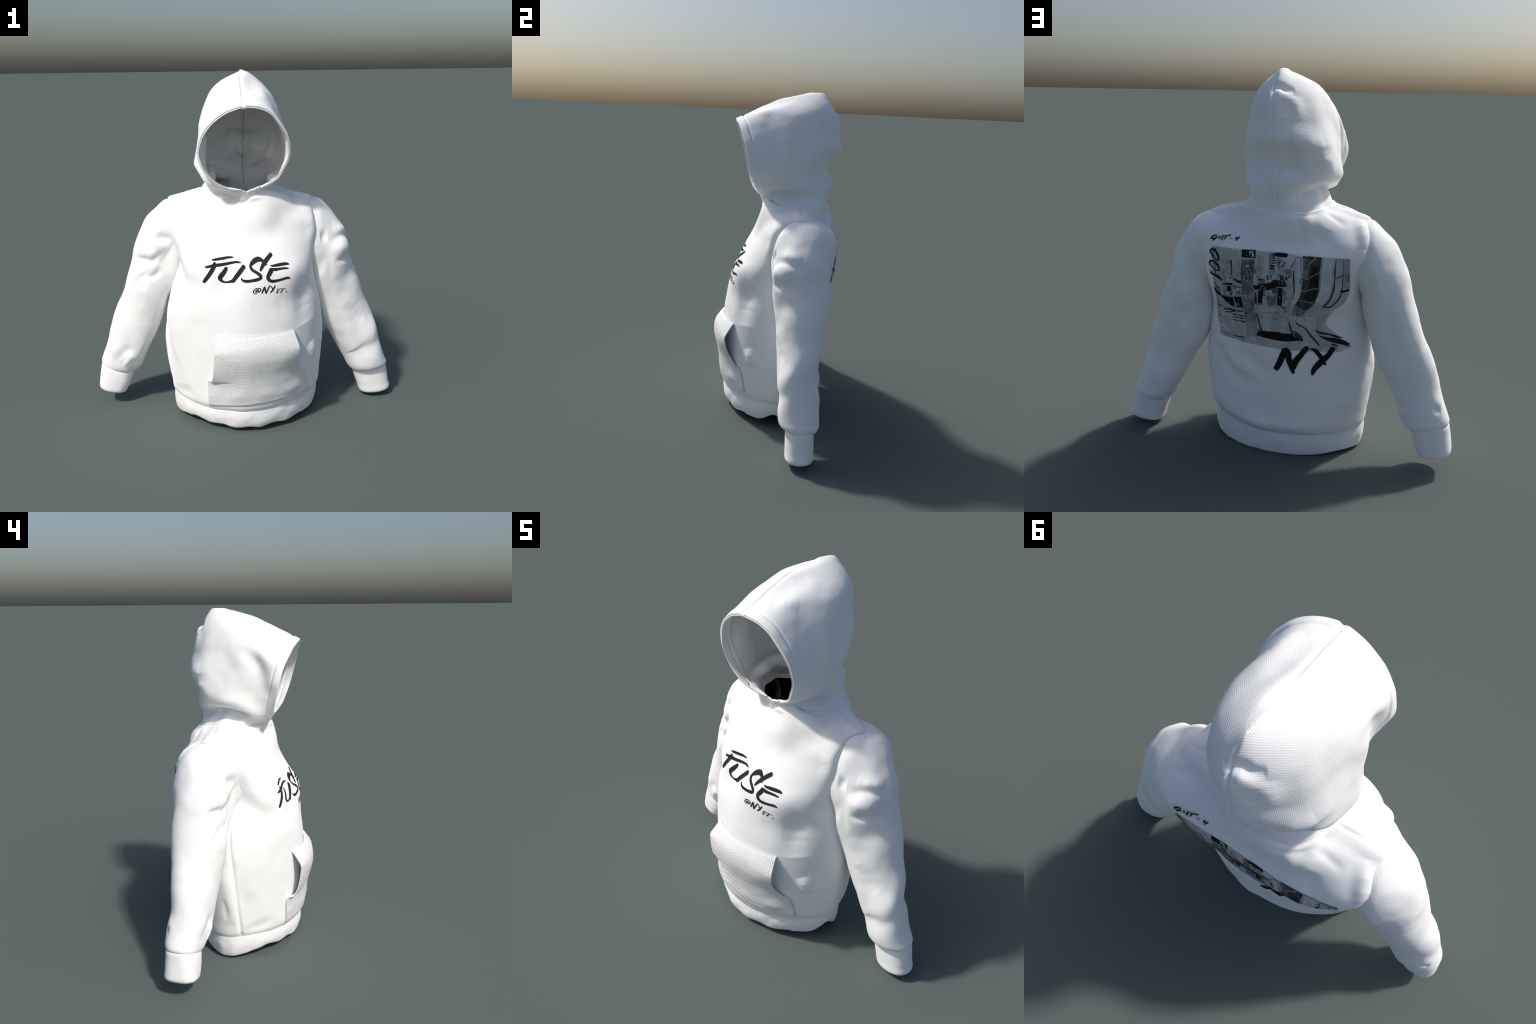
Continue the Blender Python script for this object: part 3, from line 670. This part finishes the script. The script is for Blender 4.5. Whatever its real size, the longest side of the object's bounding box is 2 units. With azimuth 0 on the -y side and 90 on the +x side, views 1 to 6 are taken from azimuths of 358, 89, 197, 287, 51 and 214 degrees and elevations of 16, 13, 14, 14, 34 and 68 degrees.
brush_letter('G', 1, [[(.2998, 1.1857, .0038), (.3147, 1.1835, .0062), (.3266, 1.176, .0067), (.3284, 1.1694, .0062), (.3176, 1.1691, .0053), (.2969, 1.1779, .0038)], [(.2975, 1.1787, .0057), (.3088, 1.1692, .0067), (.3204, 1.1589, .0043)]])
brush_letter('M', 1, [[(.2904, 1.1688, .0033), (.2878, 1.1824, .0033)], [(.2879, 1.1828, .0038), (.2784, 1.1682, .0033)], [(.278, 1.1687, .0024), (.2718, 1.1854, .0029)], [(.2695, 1.1881, .0043), (.272, 1.1624, .0038)]])
brush_letter('T', 1, [[(.2659, 1.1826, .0029), (.2468, 1.1866, .0043), (.2301, 1.19, .0048)], [(.2532, 1.185, .0057), (.2606, 1.1684, .0048)]])
brush_letter('dash', 1, [[(.2352, 1.1759, .0029), (.2197, 1.1749, .0028)]])
brush_letter('4', 1, [[(.1961, 1.1848, .0038), (.2049, 1.1739, .0052), (.1911, 1.1769, .0038)], [(.1833, 1.1852, .0052), (.1987, 1.1649, .0043)]])
brush_letter('0', 1, [[(.3157, 1.1184, .0081), (.328, 1.114, .0086), (.3304, 1.1026, .0082), (.3217, 1.0899, .0062), (.3101, 1.0712, .0048), (.2935, 1.062, .0072), (.2853, 1.0719, .0086), (.2896, 1.0914, .0096), (.2994, 1.1076, .01), (.313, 1.1175, .0091)], [(.3129, 1.1231, .0024), (.2977, 1.1184, .0024)], [(.3129, 1.1085, .0022), (.3148, 1.0883, .0029), (.3063, 1.0641, .0029)]])
brush_letter('0', 1, [[(.3253, 1.0574, .0082), (.3387, 1.0485, .0087), (.3393, 1.0379, .0082), (.3269, 1.0233, .0058), (.3085, 1.0109, .0053), (.2887, 1.0089, .0072), (.2853, 1.0209, .0087), (.2949, 1.0401, .0111), (.31, 1.052, .0096), (.3252, 1.058, .0077)], [(.3075, 1.0588, .0024), (.3084, 1.0355, .0034), (.3065, .9868, .0034)]])
brush_letter('1', 1, [[(.34, 1.005, .0044), (.334, .9919, .0053), (.3313, .9793, .0034)], [(.3375, .9898, .0088), (.3075, .9788, .0111), (.285, .9696, .0111), (.2697, .9591, .0063)], [(.2976, .9893, .0048), (.2793, .9693, .0053)]])
brush_letter('N', 1, [[(-.0132, .5069, .0267), (-.0297, .5396, .031), (-.0468, .5844, .0309), (-.0609, .6224, .0285)], [(-.0623, .6256, .023), (-.0759, .6069, .0297), (-.0787, .5738, .0298), (-.0914, .5355, .0298), (-.1034, .4939, .015)], [(-.0984, .5239, .0332), (-.1132, .5585, .032), (-.1371, .593, .0274), (-.158, .6239, .0268), (-.1716, .64, .0202)]])
brush_letter('Y', 1, [[(-.1837, .6337, .0033), (-.2077, .6241, .0181), (-.2287, .5973, .0209), (-.2421, .5761, .0231)], [(-.2911, .6345, .0236), (-.272, .5986, .0258), (-.2486, .5715, .0308), (-.2246, .5447, .0309), (-.2047, .5172, .0254), (-.1968, .4884, .0122)], [(-.2626, .5428, .0028), (-.2504, .5551, .0193)]])

# the street photo: a grey field with darker and lighter pieces laid on it
PHOTO_EDGE_L = [(.326, 1.134), (.328, 1.081), (.33, 1.027), (.327, .962), (.325, .92), (.331, .842), (.339, .77), (.328, .706), (.302, .637)]
PHOTO_EDGE_R = [(-.376, 1.127), (-.375, 1.058), (-.374, .981), (-.368, .937), (-.345, .89), (-.299, .85), (-.258, .781), (-.283, .727), (-.378, .629)]
PHOTO_TOP = [(.326, 1.134), (.26, 1.131), (.164, 1.13), (.091, 1.131), (-.087, 1.131), (-.142, 1.123), (-.189, 1.129), (-.244, 1.128), (-.311, 1.127), (-.376, 1.127)]
PHOTO_BOT = [(.302, .637), (.226, .637), (.151, .628), (.06, .626), (.019, .625), (-.088, .623), (-.179, .616), (-.251, .615), (-.314, .608), (-.378, .629)]
def photo_ink(name, grey, low, high, scale):
    """printed halftone: a broad mottle with streaks, darkest and lightest values given"""
    m = ink(name, grey, (.97, 1, 1.02), .1)
    N, L = m.node_tree.nodes, m.node_tree.links
    b = N["Principled BSDF"]
    old = b.inputs["Base Color"].links[0].from_socket
    co = [n for n in N if n.type == 'TEX_COORD'][0]
    mp = N.new("ShaderNodeMapping"); mp.inputs["Scale"].default_value = (1, 1, .6)
    nz = N.new("ShaderNodeTexNoise"); nz.inputs["Scale"].default_value = scale; nz.inputs["Detail"].default_value = 9; nz.inputs["Roughness"].default_value = .62
    r = N.new("ShaderNodeMapRange"); r.inputs["From Min"].default_value = .36; r.inputs["From Max"].default_value = .64
    r.inputs["To Min"].default_value = low; r.inputs["To Max"].default_value = high
    mx = N.new("ShaderNodeMix"); mx.data_type = 'RGBA'; mx.blend_type = 'MULTIPLY'; mx.inputs["Factor"].default_value = 1
    L.new(co.outputs["Object"], mp.inputs["Vector"]); L.new(mp.outputs["Vector"], nz.inputs["Vector"]); L.new(nz.outputs["Fac"], r.inputs["Value"])
    L.new(old, mx.inputs["A"]); L.new(r.outputs["Result"], mx.inputs["B"]); L.new(mx.outputs["Result"], b.inputs["Base Color"])
    return m
M_photo = photo_ink("photo_grey", .52, .72, 1.12, 16)
PH = 90
eL, eR, eT, eB = (spline(np.array(q), PH) for q in (PHOTO_EDGE_L, PHOTO_EDGE_R, PHOTO_TOP, PHOTO_BOT))
V = []
for i in range(PH):
    v = i / (PH - 1)
    for j in range(PH):
        u = j / (PH - 1)
        q = (1 - u) * eL[i] + u * eR[i] + (1 - v) * eT[j] + v * eB[j] \
            - ((1 - u) * (1 - v) * eT[0] + u * (1 - v) * eT[-1] + (1 - u) * v * eB[0] + u * v * eB[-1])
        V.append(drape(q[0], q[1], 1, .0010) or Vector((q[0], .2, q[1])))
make("photo_print", V, grid_faces(PH, PH), M_photo, parent=root)
pieces = {}
count = 0
def photo_piece(grey, stroke):
    global count
    count += 1
    pieces.setdefault(grey, []).append(ribbon(stroke, 1, .0014 + .000018 * count, .05, count, .006))
photo_piece(.43, [(.314, .651, .0279), (.238, .649, .0275), (.156, .65, .0296)])
photo_piece(.47, [(.086, .64, .0318), (.008, .641, .034), (-.067, .634, .0301), (-.174, .633, .0246), (-.301, .623, .022)])
photo_piece(.48, [(.324, .733, .0505), (.247, .726, .0645), (.159, .694, .054)])
photo_piece(.012, [(.162, 1.11, .0396), (.089, 1.113, .0393)])
photo_piece(.5, [(.119, 1.126, .0094), (.119, 1.103, .0023)])
photo_piece(.5, [(.111, 1.132, .0141), (.1, 1.1, .0098)])
photo_piece(.26, [(.227, 1.07, .0152), (.227, 1.033, .0143)])
photo_piece(.015, [(.216, 1.071, .0062), (.215, 1.031, .0052)])
photo_piece(.015, [(.218, 1.03, .0038), (.218, 1.015, .0105), (.219, .998, .0096)])
photo_piece(.3, [(.262, 1.018, .0168), (.265, .981, .0178)])
photo_piece(.28, [(.192, 1.011, .0171), (.193, .987, .0172)])
photo_piece(.03, [(.173, 1.008, .0048), (.162, 1.01, .0081)])
photo_piece(.02, [(.223, .982, .0086), (.211, .982, .011)])
photo_piece(.02, [(.205, .974, .0096), (.19, .968, .0143), (.166, .96, .0105)])
photo_piece(.02, [(.269, .94, .0097), (.244, .943, .0106), (.212, .946, .0134)])
photo_piece(.012, [(.232, .933, .0241), (.236, .903, .0232)])
photo_piece(.1, [(.275, .929, .0048), (.273, .922, .0073)])
photo_piece(.12, [(.292, .923, .0034), (.297, .886, .0034)])
photo_piece(.1, [(.283, .92, .0024), (.288, .882, .0024)])
photo_piece(.08, [(.259, .95, .0029), (.26, .924, .0029)])
photo_piece(.2, [(.255, .936, .0063), (.259, .883, .0063)])
photo_piece(.1, [(.264, .921, .0034), (.268, .884, .0034)])
photo_piece(.06, [(.217, .92, .0039), (.218, .894, .0039)])
photo_piece(.05, [(.194, .913, .0034), (.194, .894, .0034)])
photo_piece(.04, [(.184, .914, .0043), (.185, .893, .0043)])
photo_piece(.03, [(.175, .915, .0053), (.175, .894, .0053)])
photo_piece(.03, [(.224, .895, .0097), (.224, .884, .0097)])
photo_piece(.2, [(.202, .93, .0216), (.201, .923, .0216)])
photo_piece(.2, [(.257, .979, .012), (.256, .961, .012)])
photo_piece(.25, [(.275, .982, .0072), (.274, .964, .0072)])
photo_piece(.2, [(.321, .944, .0034), (.31, .922, .0147), (.294, .906, .0098)])
photo_piece(.014, [(.327, .909, .0034), (.315, .889, .0221), (.3, .876, .0206), (.29, .871, .0098)])
photo_piece(.014, [(.29, .87, .0049), (.266, .859, .0269), (.237, .848, .0464), (.203, .847, .057), (.163, .853, .0652)])
photo_piece(.16, [(.288, .874, .0039), (.245, .875, .0058), (.2, .879, .0048)])
photo_piece(.03, [(.284, .789, .0055), (.243, .798, .0108), (.206, .799, .0098), (.16, .805, .0063)])
photo_piece(.03, [(.275, .776, .0045), (.245, .781, .0064), (.206, .796, .0049)])
photo_piece(.03, [(.232, .773, .0034), (.207, .777, .0059), (.152, .778, .0073)])
photo_piece(.03, [(.233, .76, .003), (.19, .763, .0059), (.153, .765, .0058)])
photo_piece(.03, [(.234, .746, .0025), (.191, .746, .0059), (.151, .748, .0112)])
photo_piece(.03, [(.34, .801, .002), (.312, .799, .005), (.282, .805, .003)])
photo_piece(.03, [(.332, .733, .0025), (.297, .754, .0025)])
photo_piece(.03, [(.312, .668, .002), (.292, .68, .0025)])
photo_piece(.03, [(.226, .655, .0035), (.19, .655, .0064), (.155, .66, .0034)])
photo_piece(.03, [(.301, .739, .0055), (.298, .734, .005)])
photo_piece(.5, [(.206, 1.007, .0048), (.209, .943, .0058), (.208, .892, .0063), (.209, .864, .0063), (.202, .816, .0063), (.192, .778, .0059), (.179, .741, .0064)])
photo_piece(.2, [(.127, 1.085, .0668), (.129, 1.039, .067), (.134, 1.001, .0645), (.134, .938, .0601), (.133, .898, .0599), (.128, .847, .0606), (.12, .798, .0603), (.114, .746, .0594)])
photo_piece(.34, [(.115, .767, .059), (.113, .719, .0593), (.115, .674, .0577)])
photo_piece(.02, [(.157, 1.079, .0028), (.16, 1.036, .0035), (.163, .999, .0036), (.162, .935, .0033), (.16, .895, .0029)])
photo_piece(.1, [(.16, .869, .0019), (.157, .843, .0022), (.149, .793, .0022), (.143, .751, .0015)])
photo_piece(.035, [(.15, 1.08, .0028), (.152, 1.037, .0035), (.156, .999, .0036), (.155, .935, .0033), (.153, .896, .0029)])
photo_piece(.1, [(.153, .87, .0019), (.15, .844, .0022), (.142, .794, .0022), (.136, .752, .0015)])
photo_piece(.035, [(.142, 1.081, .0028), (.144, 1.038, .0035), (.149, 1, .0036), (.148, .936, .0033), (.146, .897, .0029)])
photo_piece(.1, [(.146, .871, .0019), (.142, .845, .0022), (.134, .795, .0022), (.129, .754, .0015)])
photo_piece(.035, [(.135, 1.081, .0028), (.137, 1.039, .0035), (.142, 1.001, .0036), (.141, .937, .0033), (.139, .897, .0029)])
photo_piece(.1, [(.139, .872, .0019), (.135, .846, .0022), (.127, .797, .0022), (.122, .755, .0015)])
photo_piece(.035, [(.127, 1.082, .0028), (.129, 1.039, .0035), (.134, 1.001, .0036), (.134, .938, .0033), (.133, .898, .0029)])
photo_piece(.1, [(.132, .873, .0019), (.128, .847, .0022), (.12, .798, .0022), (.115, .756, .0015)])
photo_piece(.035, [(.119, 1.083, .0028), (.122, 1.04, .0035), (.127, 1.002, .0036), (.128, .938, .0033), (.126, .899, .0029)])
photo_piece(.1, [(.125, .873, .0019), (.121, .849, .0022), (.113, .799, .0022), (.107, .758, .0015)])
photo_piece(.035, [(.112, 1.083, .0028), (.114, 1.041, .0035), (.12, 1.003, .0035), (.121, .939, .0033), (.119, .9, .0029)])
photo_piece(.1, [(.118, .874, .0019), (.114, .85, .0022), (.106, .8, .0022), (.101, .759, .0014)])
photo_piece(.035, [(.104, 1.084, .0028), (.107, 1.042, .0035), (.113, 1.004, .0035), (.114, .94, .0033), (.112, .901, .0029)])
photo_piece(.1, [(.111, .875, .0019), (.107, .851, .0022), (.099, .801, .0022), (.093, .76, .0014)])
photo_piece(.02, [(.097, 1.085, .0028), (.099, 1.042, .0035), (.105, 1.004, .0035), (.107, .941, .0033), (.105, .901, .0029)])
photo_piece(.1, [(.104, .876, .0019), (.1, .852, .0022), (.091, .803, .0022), (.087, .761, .0014)])
photo_piece(.55, [(.138, 1.05, .0071), (.13, 1.051, .0137), (.122, 1.052, .0071)])
photo_piece(.45, [(.102, 1.058, .0061), (.097, 1.058, .0061)])
photo_piece(.42, [(.163, .873, .0024), (.132, .875, .0029), (.103, .876, .0024)])
photo_piece(.5, [(.109, .892, .0053), (.104, .892, .0053)])
photo_piece(.5, [(.108, .866, .0048), (.103, .866, .0048)])
photo_piece(.56, [(.162, 1.087, .0052), (.091, 1.09, .0052)])
photo_piece(.014, [(.102, .939, .0262), (.074, .945, .0237), (.039, .951, .0354), (-.002, .961, .0329), (-.039, .973, .0397)])
photo_piece(.03, [(.031, .965, .0118), (.021, .975, .0071)])
photo_piece(.03, [(.008, .97, .0141), (-.002, .98, .0084)])
photo_piece(.03, [(-.014, .978, .0164), (-.023, .991, .007)])
photo_piece(.03, [(.057, .991, .0342), (.06, .96, .0307)])
photo_piece(.5, [(.069, .967, .0033), (.065, .984, .0033), (.059, .97, .0033), (.05, .987, .0033), (.049, .97, .0033)])
photo_piece(.012, [(.061, .96, .0272), (.063, .908, .0261), (.066, .889, .0238), (.066, .862, .0215)])
photo_piece(.03, [(.093, .917, .0119), (.091, .903, .0119), (.089, .86, .0132)])
photo_piece(.25, [(.097, .938, .0048), (.097, .91, .0057)])
photo_piece(.05, [(.044, .912, .0095), (.043, .903, .0095)])
photo_piece(.46, [(.045, .899, .0142), (.045, .867, .0119)])
photo_piece(.12, [(.004, .934, .0259), (-.031, .941, .0211)])
photo_piece(.48, [(.012, .92, .0482), (.019, .859, .0404)])
photo_piece(.16, [(.011, .908, .0331), (.015, .861, .0299)])
photo_piece(.05, [(-.015, .922, .0028), (-.007, .866, .0033)])
photo_piece(.3, [(-.023, .923, .0085), (-.016, .862, .0085)])
photo_piece(.3, [(.083, 1.104, .0019), (.066, 1.105, .0047)])
photo_piece(.28, [(.085, 1.042, .0108), (.085, 1.033, .0108)])
photo_piece(.1, [(.069, 1.038, .0038), (.058, 1.038, .0023)])
photo_piece(.12, [(.079, 1.001, .0038), (.069, 1.003, .0061)])
photo_piece(.02, [(.01, 1.015, .0042), (.007, 1.008, .0056), (.001, 1.008, .0033)])
photo_piece(.04, [(.018, 1.117, .0033), (.006, 1.117, .0037)])
photo_piece(.04, [(.017, 1.109, .0033), (.006, 1.109, .0037)])
photo_piece(.04, [(.017, 1.101, .0033), (.005, 1.101, .0037)])
photo_piece(.04, [(.017, 1.092, .0033), (.005, 1.092, .0037)])
photo_piece(.04, [(.017, 1.084, .0033), (.005, 1.084, .0037)])
photo_piece(.04, [(.017, 1.077, .0033), (.005, 1.077, .0037)])
photo_piece(.02, [(.005, 1.124, .0046), (-.005, 1.122, .006), (-.014, 1.127, .0042)])
photo_piece(.02, [(.004, 1.115, .0046), (-.006, 1.113, .006), (-.015, 1.117, .0042)])
photo_piece(.02, [(.004, 1.104, .0046), (-.006, 1.102, .006), (-.015, 1.107, .0042)])
photo_piece(.02, [(.003, 1.092, .0046), (-.007, 1.091, .006), (-.016, 1.095, .0042)])
photo_piece(.02, [(.003, 1.081, .0046), (-.007, 1.079, .006), (-.016, 1.083, .0042)])
photo_piece(.015, [(.016, 1.067, .007), (.003, 1.065, .0093), (-.013, 1.062, .0084)])
photo_piece(.02, [(.014, 1.051, .0084), (.003, 1.053, .0093), (-.01, 1.048, .0061)])
photo_piece(.36, [(.002, 1.045, .0303), (.002, 1.018, .028)])
photo_piece(.012, [(-.015, 1.123, .0157), (-.041, 1.123, .0199), (-.073, 1.123, .0172)])
photo_piece(.014, [(.019, .957, .0213), (-.009, .972, .0319), (-.037, .978, .0318), (-.06, .975, .0264), (-.073, .969, .0053)])
photo_piece(.03, [(-.04, 1.093, .0079), (-.029, 1.069, .0037)])
photo_piece(.03, [(-.068, 1.092, .0031), (-.05, 1.063, .0063)])
photo_piece(.03, [(-.117, 1.104, .0021), (-.095, 1.066, .0037)])
photo_piece(.03, [(-.039, 1.023, .0063), (-.052, .997, .0185), (-.063, .973, .0211)])
photo_piece(.03, [(-.091, 1.021, .0105), (-.083, 1.015, .0052)])
photo_piece(.03, [(-.004, .985, .0133), (-.021, .993, .0079)])
photo_piece(.03, [(-.069, 1.013, .0131), (-.077, 1, .0079)])
photo_piece(.03, [(-.028, 1.107, .0021), (-.023, 1.077, .0037)])
photo_piece(.03, [(-.033, 1.067, .0026), (-.033, 1.05, .0032)])
photo_piece(.03, [(-.054, 1.025, .0042), (-.057, 1.003, .0053)])
photo_piece(.2, [(-.071, 1.055, .0131), (-.08, 1.039, .0314), (-.099, 1.05, .0209)])
photo_piece(.3, [(-.077, 1.028, .0157), (-.099, 1.031, .0131)])
photo_piece(.012, [(-.044, .954, .0212), (-.04, .922, .0253), (-.038, .88, .024), (-.037, .847, .0107)])
photo_piece(.1, [(-.063, .942, .0106), (-.064, .925, .0106)])
photo_piece(.08, [(-.014, .941, .0186), (-.017, .93, .016)])
photo_piece(.5, [(-.02, .958, .0032), (-.077, .961, .0032)])
photo_piece(.12, [(.013, .852, .0135), (-.033, .853, .0161), (-.072, .854, .008)])
photo_piece(.09, [(-.068, .915, .0037), (-.058, .882, .0043)])
photo_piece(.08, [(-.013, .921, .0032), (-.004, .861, .0032)])
photo_piece(.58, [(-.274, 1.127, .0436), (-.272, 1.03, .0464), (-.264, .959, .0494), (-.235, .9, .0445)])
photo_piece(.57, [(-.129, 1.117, .0233), (-.135, 1.018, .0235), (-.128, .946, .0289), (-.111, .881, .0265)])
photo_piece(.45, [(-.329, 1.126, .0307), (-.326, 1.031, .031), (-.318, .953, .0286), (-.28, .9, .021)])
photo_piece(.56, [(-.177, .819, .032), (-.179, .776, .0296), (-.204, .747, .0243)])
photo_piece(.44, [(-.079, .812, .0322), (-.102, .774, .0296), (-.127, .729, .0244)])
photo_piece(.03, [(-.11, 1.054, .0026), (-.11, 1.015, .0058), (-.113, .966, .0068), (-.115, .938, .0042), (-.106, .903, .0021)])
photo_piece(.12, [(-.144, 1.014, .0047), (-.142, .992, .0073)])
photo_piece(.56, [(-.151, 1.116, .0036), (-.155, 1.058, .0036), (-.153, 1.004, .0031), (-.149, .948, .0026)])
photo_piece(.045, [(-.198, 1.127, .0927), (-.198, 1.066, .0832), (-.195, .998, .0816), (-.192, .948, .0815), (-.173, .902, .0705), (-.146, .867, .0599), (-.129, .831, .0506)])
photo_piece(.14, [(-.172, 1.121, .0387), (-.172, 1.06, .0311), (-.165, 1.016, .0182)])
photo_piece(.022, [(-.217, 1.086, .0309), (-.214, 1.01, .0389), (-.201, .949, .0522), (-.18, .909, .0394)])
photo_piece(.14, [(-.143, .863, .053), (-.127, .831, .0496), (-.125, .816, .0508)])
photo_piece(.4, [(-.153, 1.088, .0031), (-.171, 1.082, .0036), (-.19, 1.097, .0041), (-.216, 1.125, .0046)])
photo_piece(.4, [(-.154, 1.006, .0021), (-.181, 1.02, .0031), (-.237, 1.056, .0031)])
photo_piece(.4, [(-.152, .953, .0037), (-.18, .96, .0037), (-.204, .97, .0036), (-.232, .975, .0036)])
photo_piece(.4, [(-.14, .906, .0032), (-.172, .902, .0032), (-.207, .9, .0031)])
photo_piece(.035, [(-.312, 1.124, .0026), (-.309, 1.064, .0067), (-.307, 1.025, .0036), (-.305, .987, .0057), (-.298, .948, .0083), (-.278, .906, .0063), (-.256, .88, .0079)])
photo_piece(.06, [(-.348, 1.125, .0031), (-.345, 1.048, .0036), (-.341, .975, .0057), (-.332, .934, .0057), (-.309, .899, .0068), (-.286, .878, .0095), (-.249, .877, .0053)])
photo_piece(.14, [(-.31, 1.032, .0088), (-.344, 1.044, .0082)])
photo_piece(.012, [(-.334, .965, .0104), (-.345, .961, .0115), (-.368, .966, .0105)])
photo_piece(.34, [(-.361, 1.125, .0271), (-.36, 1.053, .0283), (-.359, .976, .0287)])
photo_piece(.2, [(-.358, 1.082, .0026), (-.357, 1.013, .0036)])
photo_piece(.2, [(-.368, 1.059, .0051), (-.367, 1.012, .0062)])
photo_piece(.5, [(.025, .852, .0261), (-.04, .845, .026), (-.044, .829, .0268), (-.08, .83, .016)])
photo_piece(.26, [(.092, .854, .0034), (.041, .858, .0071), (-.039, .853, .0213)])
photo_piece(.36, [(.076, .819, .0029), (-.039, .824, .0033)])
photo_piece(.36, [(.076, .811, .0029), (-.039, .816, .0033)])
photo_piece(.36, [(.01, .801, .0029), (-.039, .796, .0033)])
photo_piece(.36, [(0, .792, .0029), (-.039, .786, .0033)])
photo_piece(.36, [(.007, .813, .0032), (-.052, .811, .0038)])
photo_piece(.36, [(.007, .803, .0032), (-.052, .8, .0038)])
photo_piece(.36, [(.007, .788, .0032), (-.051, .785, .0038)])
photo_piece(.35, [(.063, .795, .0086), (.057, .796, .0072)])
photo_piece(.33, [(.032, .797, .0086), (.025, .795, .0072)])
photo_piece(.012, [(.08, .705, .0461), (.057, .697, .0364), (.024, .694, .0423), (-.036, .693, .0505), (-.026, .691, .0464), (-.075, .691, .0436), (-.11, .694, .0408), (-.137, .685, .0218), (-.148, .673, .0027)])
photo_piece(.02, [(.085, .804, .0072), (.076, .784, .0053), (.061, .717, .0058)])
photo_piece(.45, [(.082, .778, .0043), (.067, .71, .0044)])
photo_piece(.02, [(-.082, .785, .0027), (-.088, .752, .0065), (-.101, .706, .0071)])
photo_piece(.42, [(-.102, .722, .0038), (-.11, .697, .0038)])
photo_piece(.03, [(-.103, .731, .0022), (-.121, .713, .0163), (-.139, .686, .0163)])
photo_piece(.03, [(-.118, .78, .0027), (-.133, .763, .0059), (-.158, .748, .0054), (-.186, .705, .0076), (-.212, .672, .0076), (-.226, .649, .0055)])
photo_piece(.02, [(-.208, .735, .0038), (-.229, .72, .0109), (-.269, .709, .0076), (-.299, .696, .0093), (-.332, .684, .0027)])
photo_piece(.02, [(-.224, .705, .0038), (-.26, .686, .0136), (-.3, .674, .0252), (-.337, .658, .0215), (-.362, .64, .0138)])
photo_piece(.02, [(-.286, .654, .0082), (-.299, .65, .0066), (-.312, .64, .0055)])
# clutter of the street: many small dark and light marks, thickest round the shop fronts
rnd = random.Random(21)
for _ in range(140):
    u, v = min(.62, abs(rnd.gauss(.30, .17))), min(.62, max(.06, rnd.gauss(.40, .13)))
    q = (1 - v) * ((1 - u) * np.array(PHOTO_TOP[0]) + u * np.array(PHOTO_TOP[-1])) + v * ((1 - u) * np.array(PHOTO_BOT[0]) + u * np.array(PHOTO_BOT[-1]))
    up = rnd.random() < .6
    ln = rnd.uniform(.004, .022)
    photo_piece(rnd.choice((.05, .14, .22, .3, .3, .46)), [(q[0], q[1], rnd.uniform(.002, .006)), (q[0] + (rnd.uniform(-.002, .002) if up else ln), q[1] + (ln if up else rnd.uniform(-.002, .002)), rnd.uniform(.002, .006))])
for grey, parts in pieces.items():
    joined("photo_detail", parts, photo_ink("photo_tone", grey, .55 if grey < .3 else .85, (1.3 if grey < .03 else 2.0) if grey < .3 else 1.1, 30), kind="stuff")
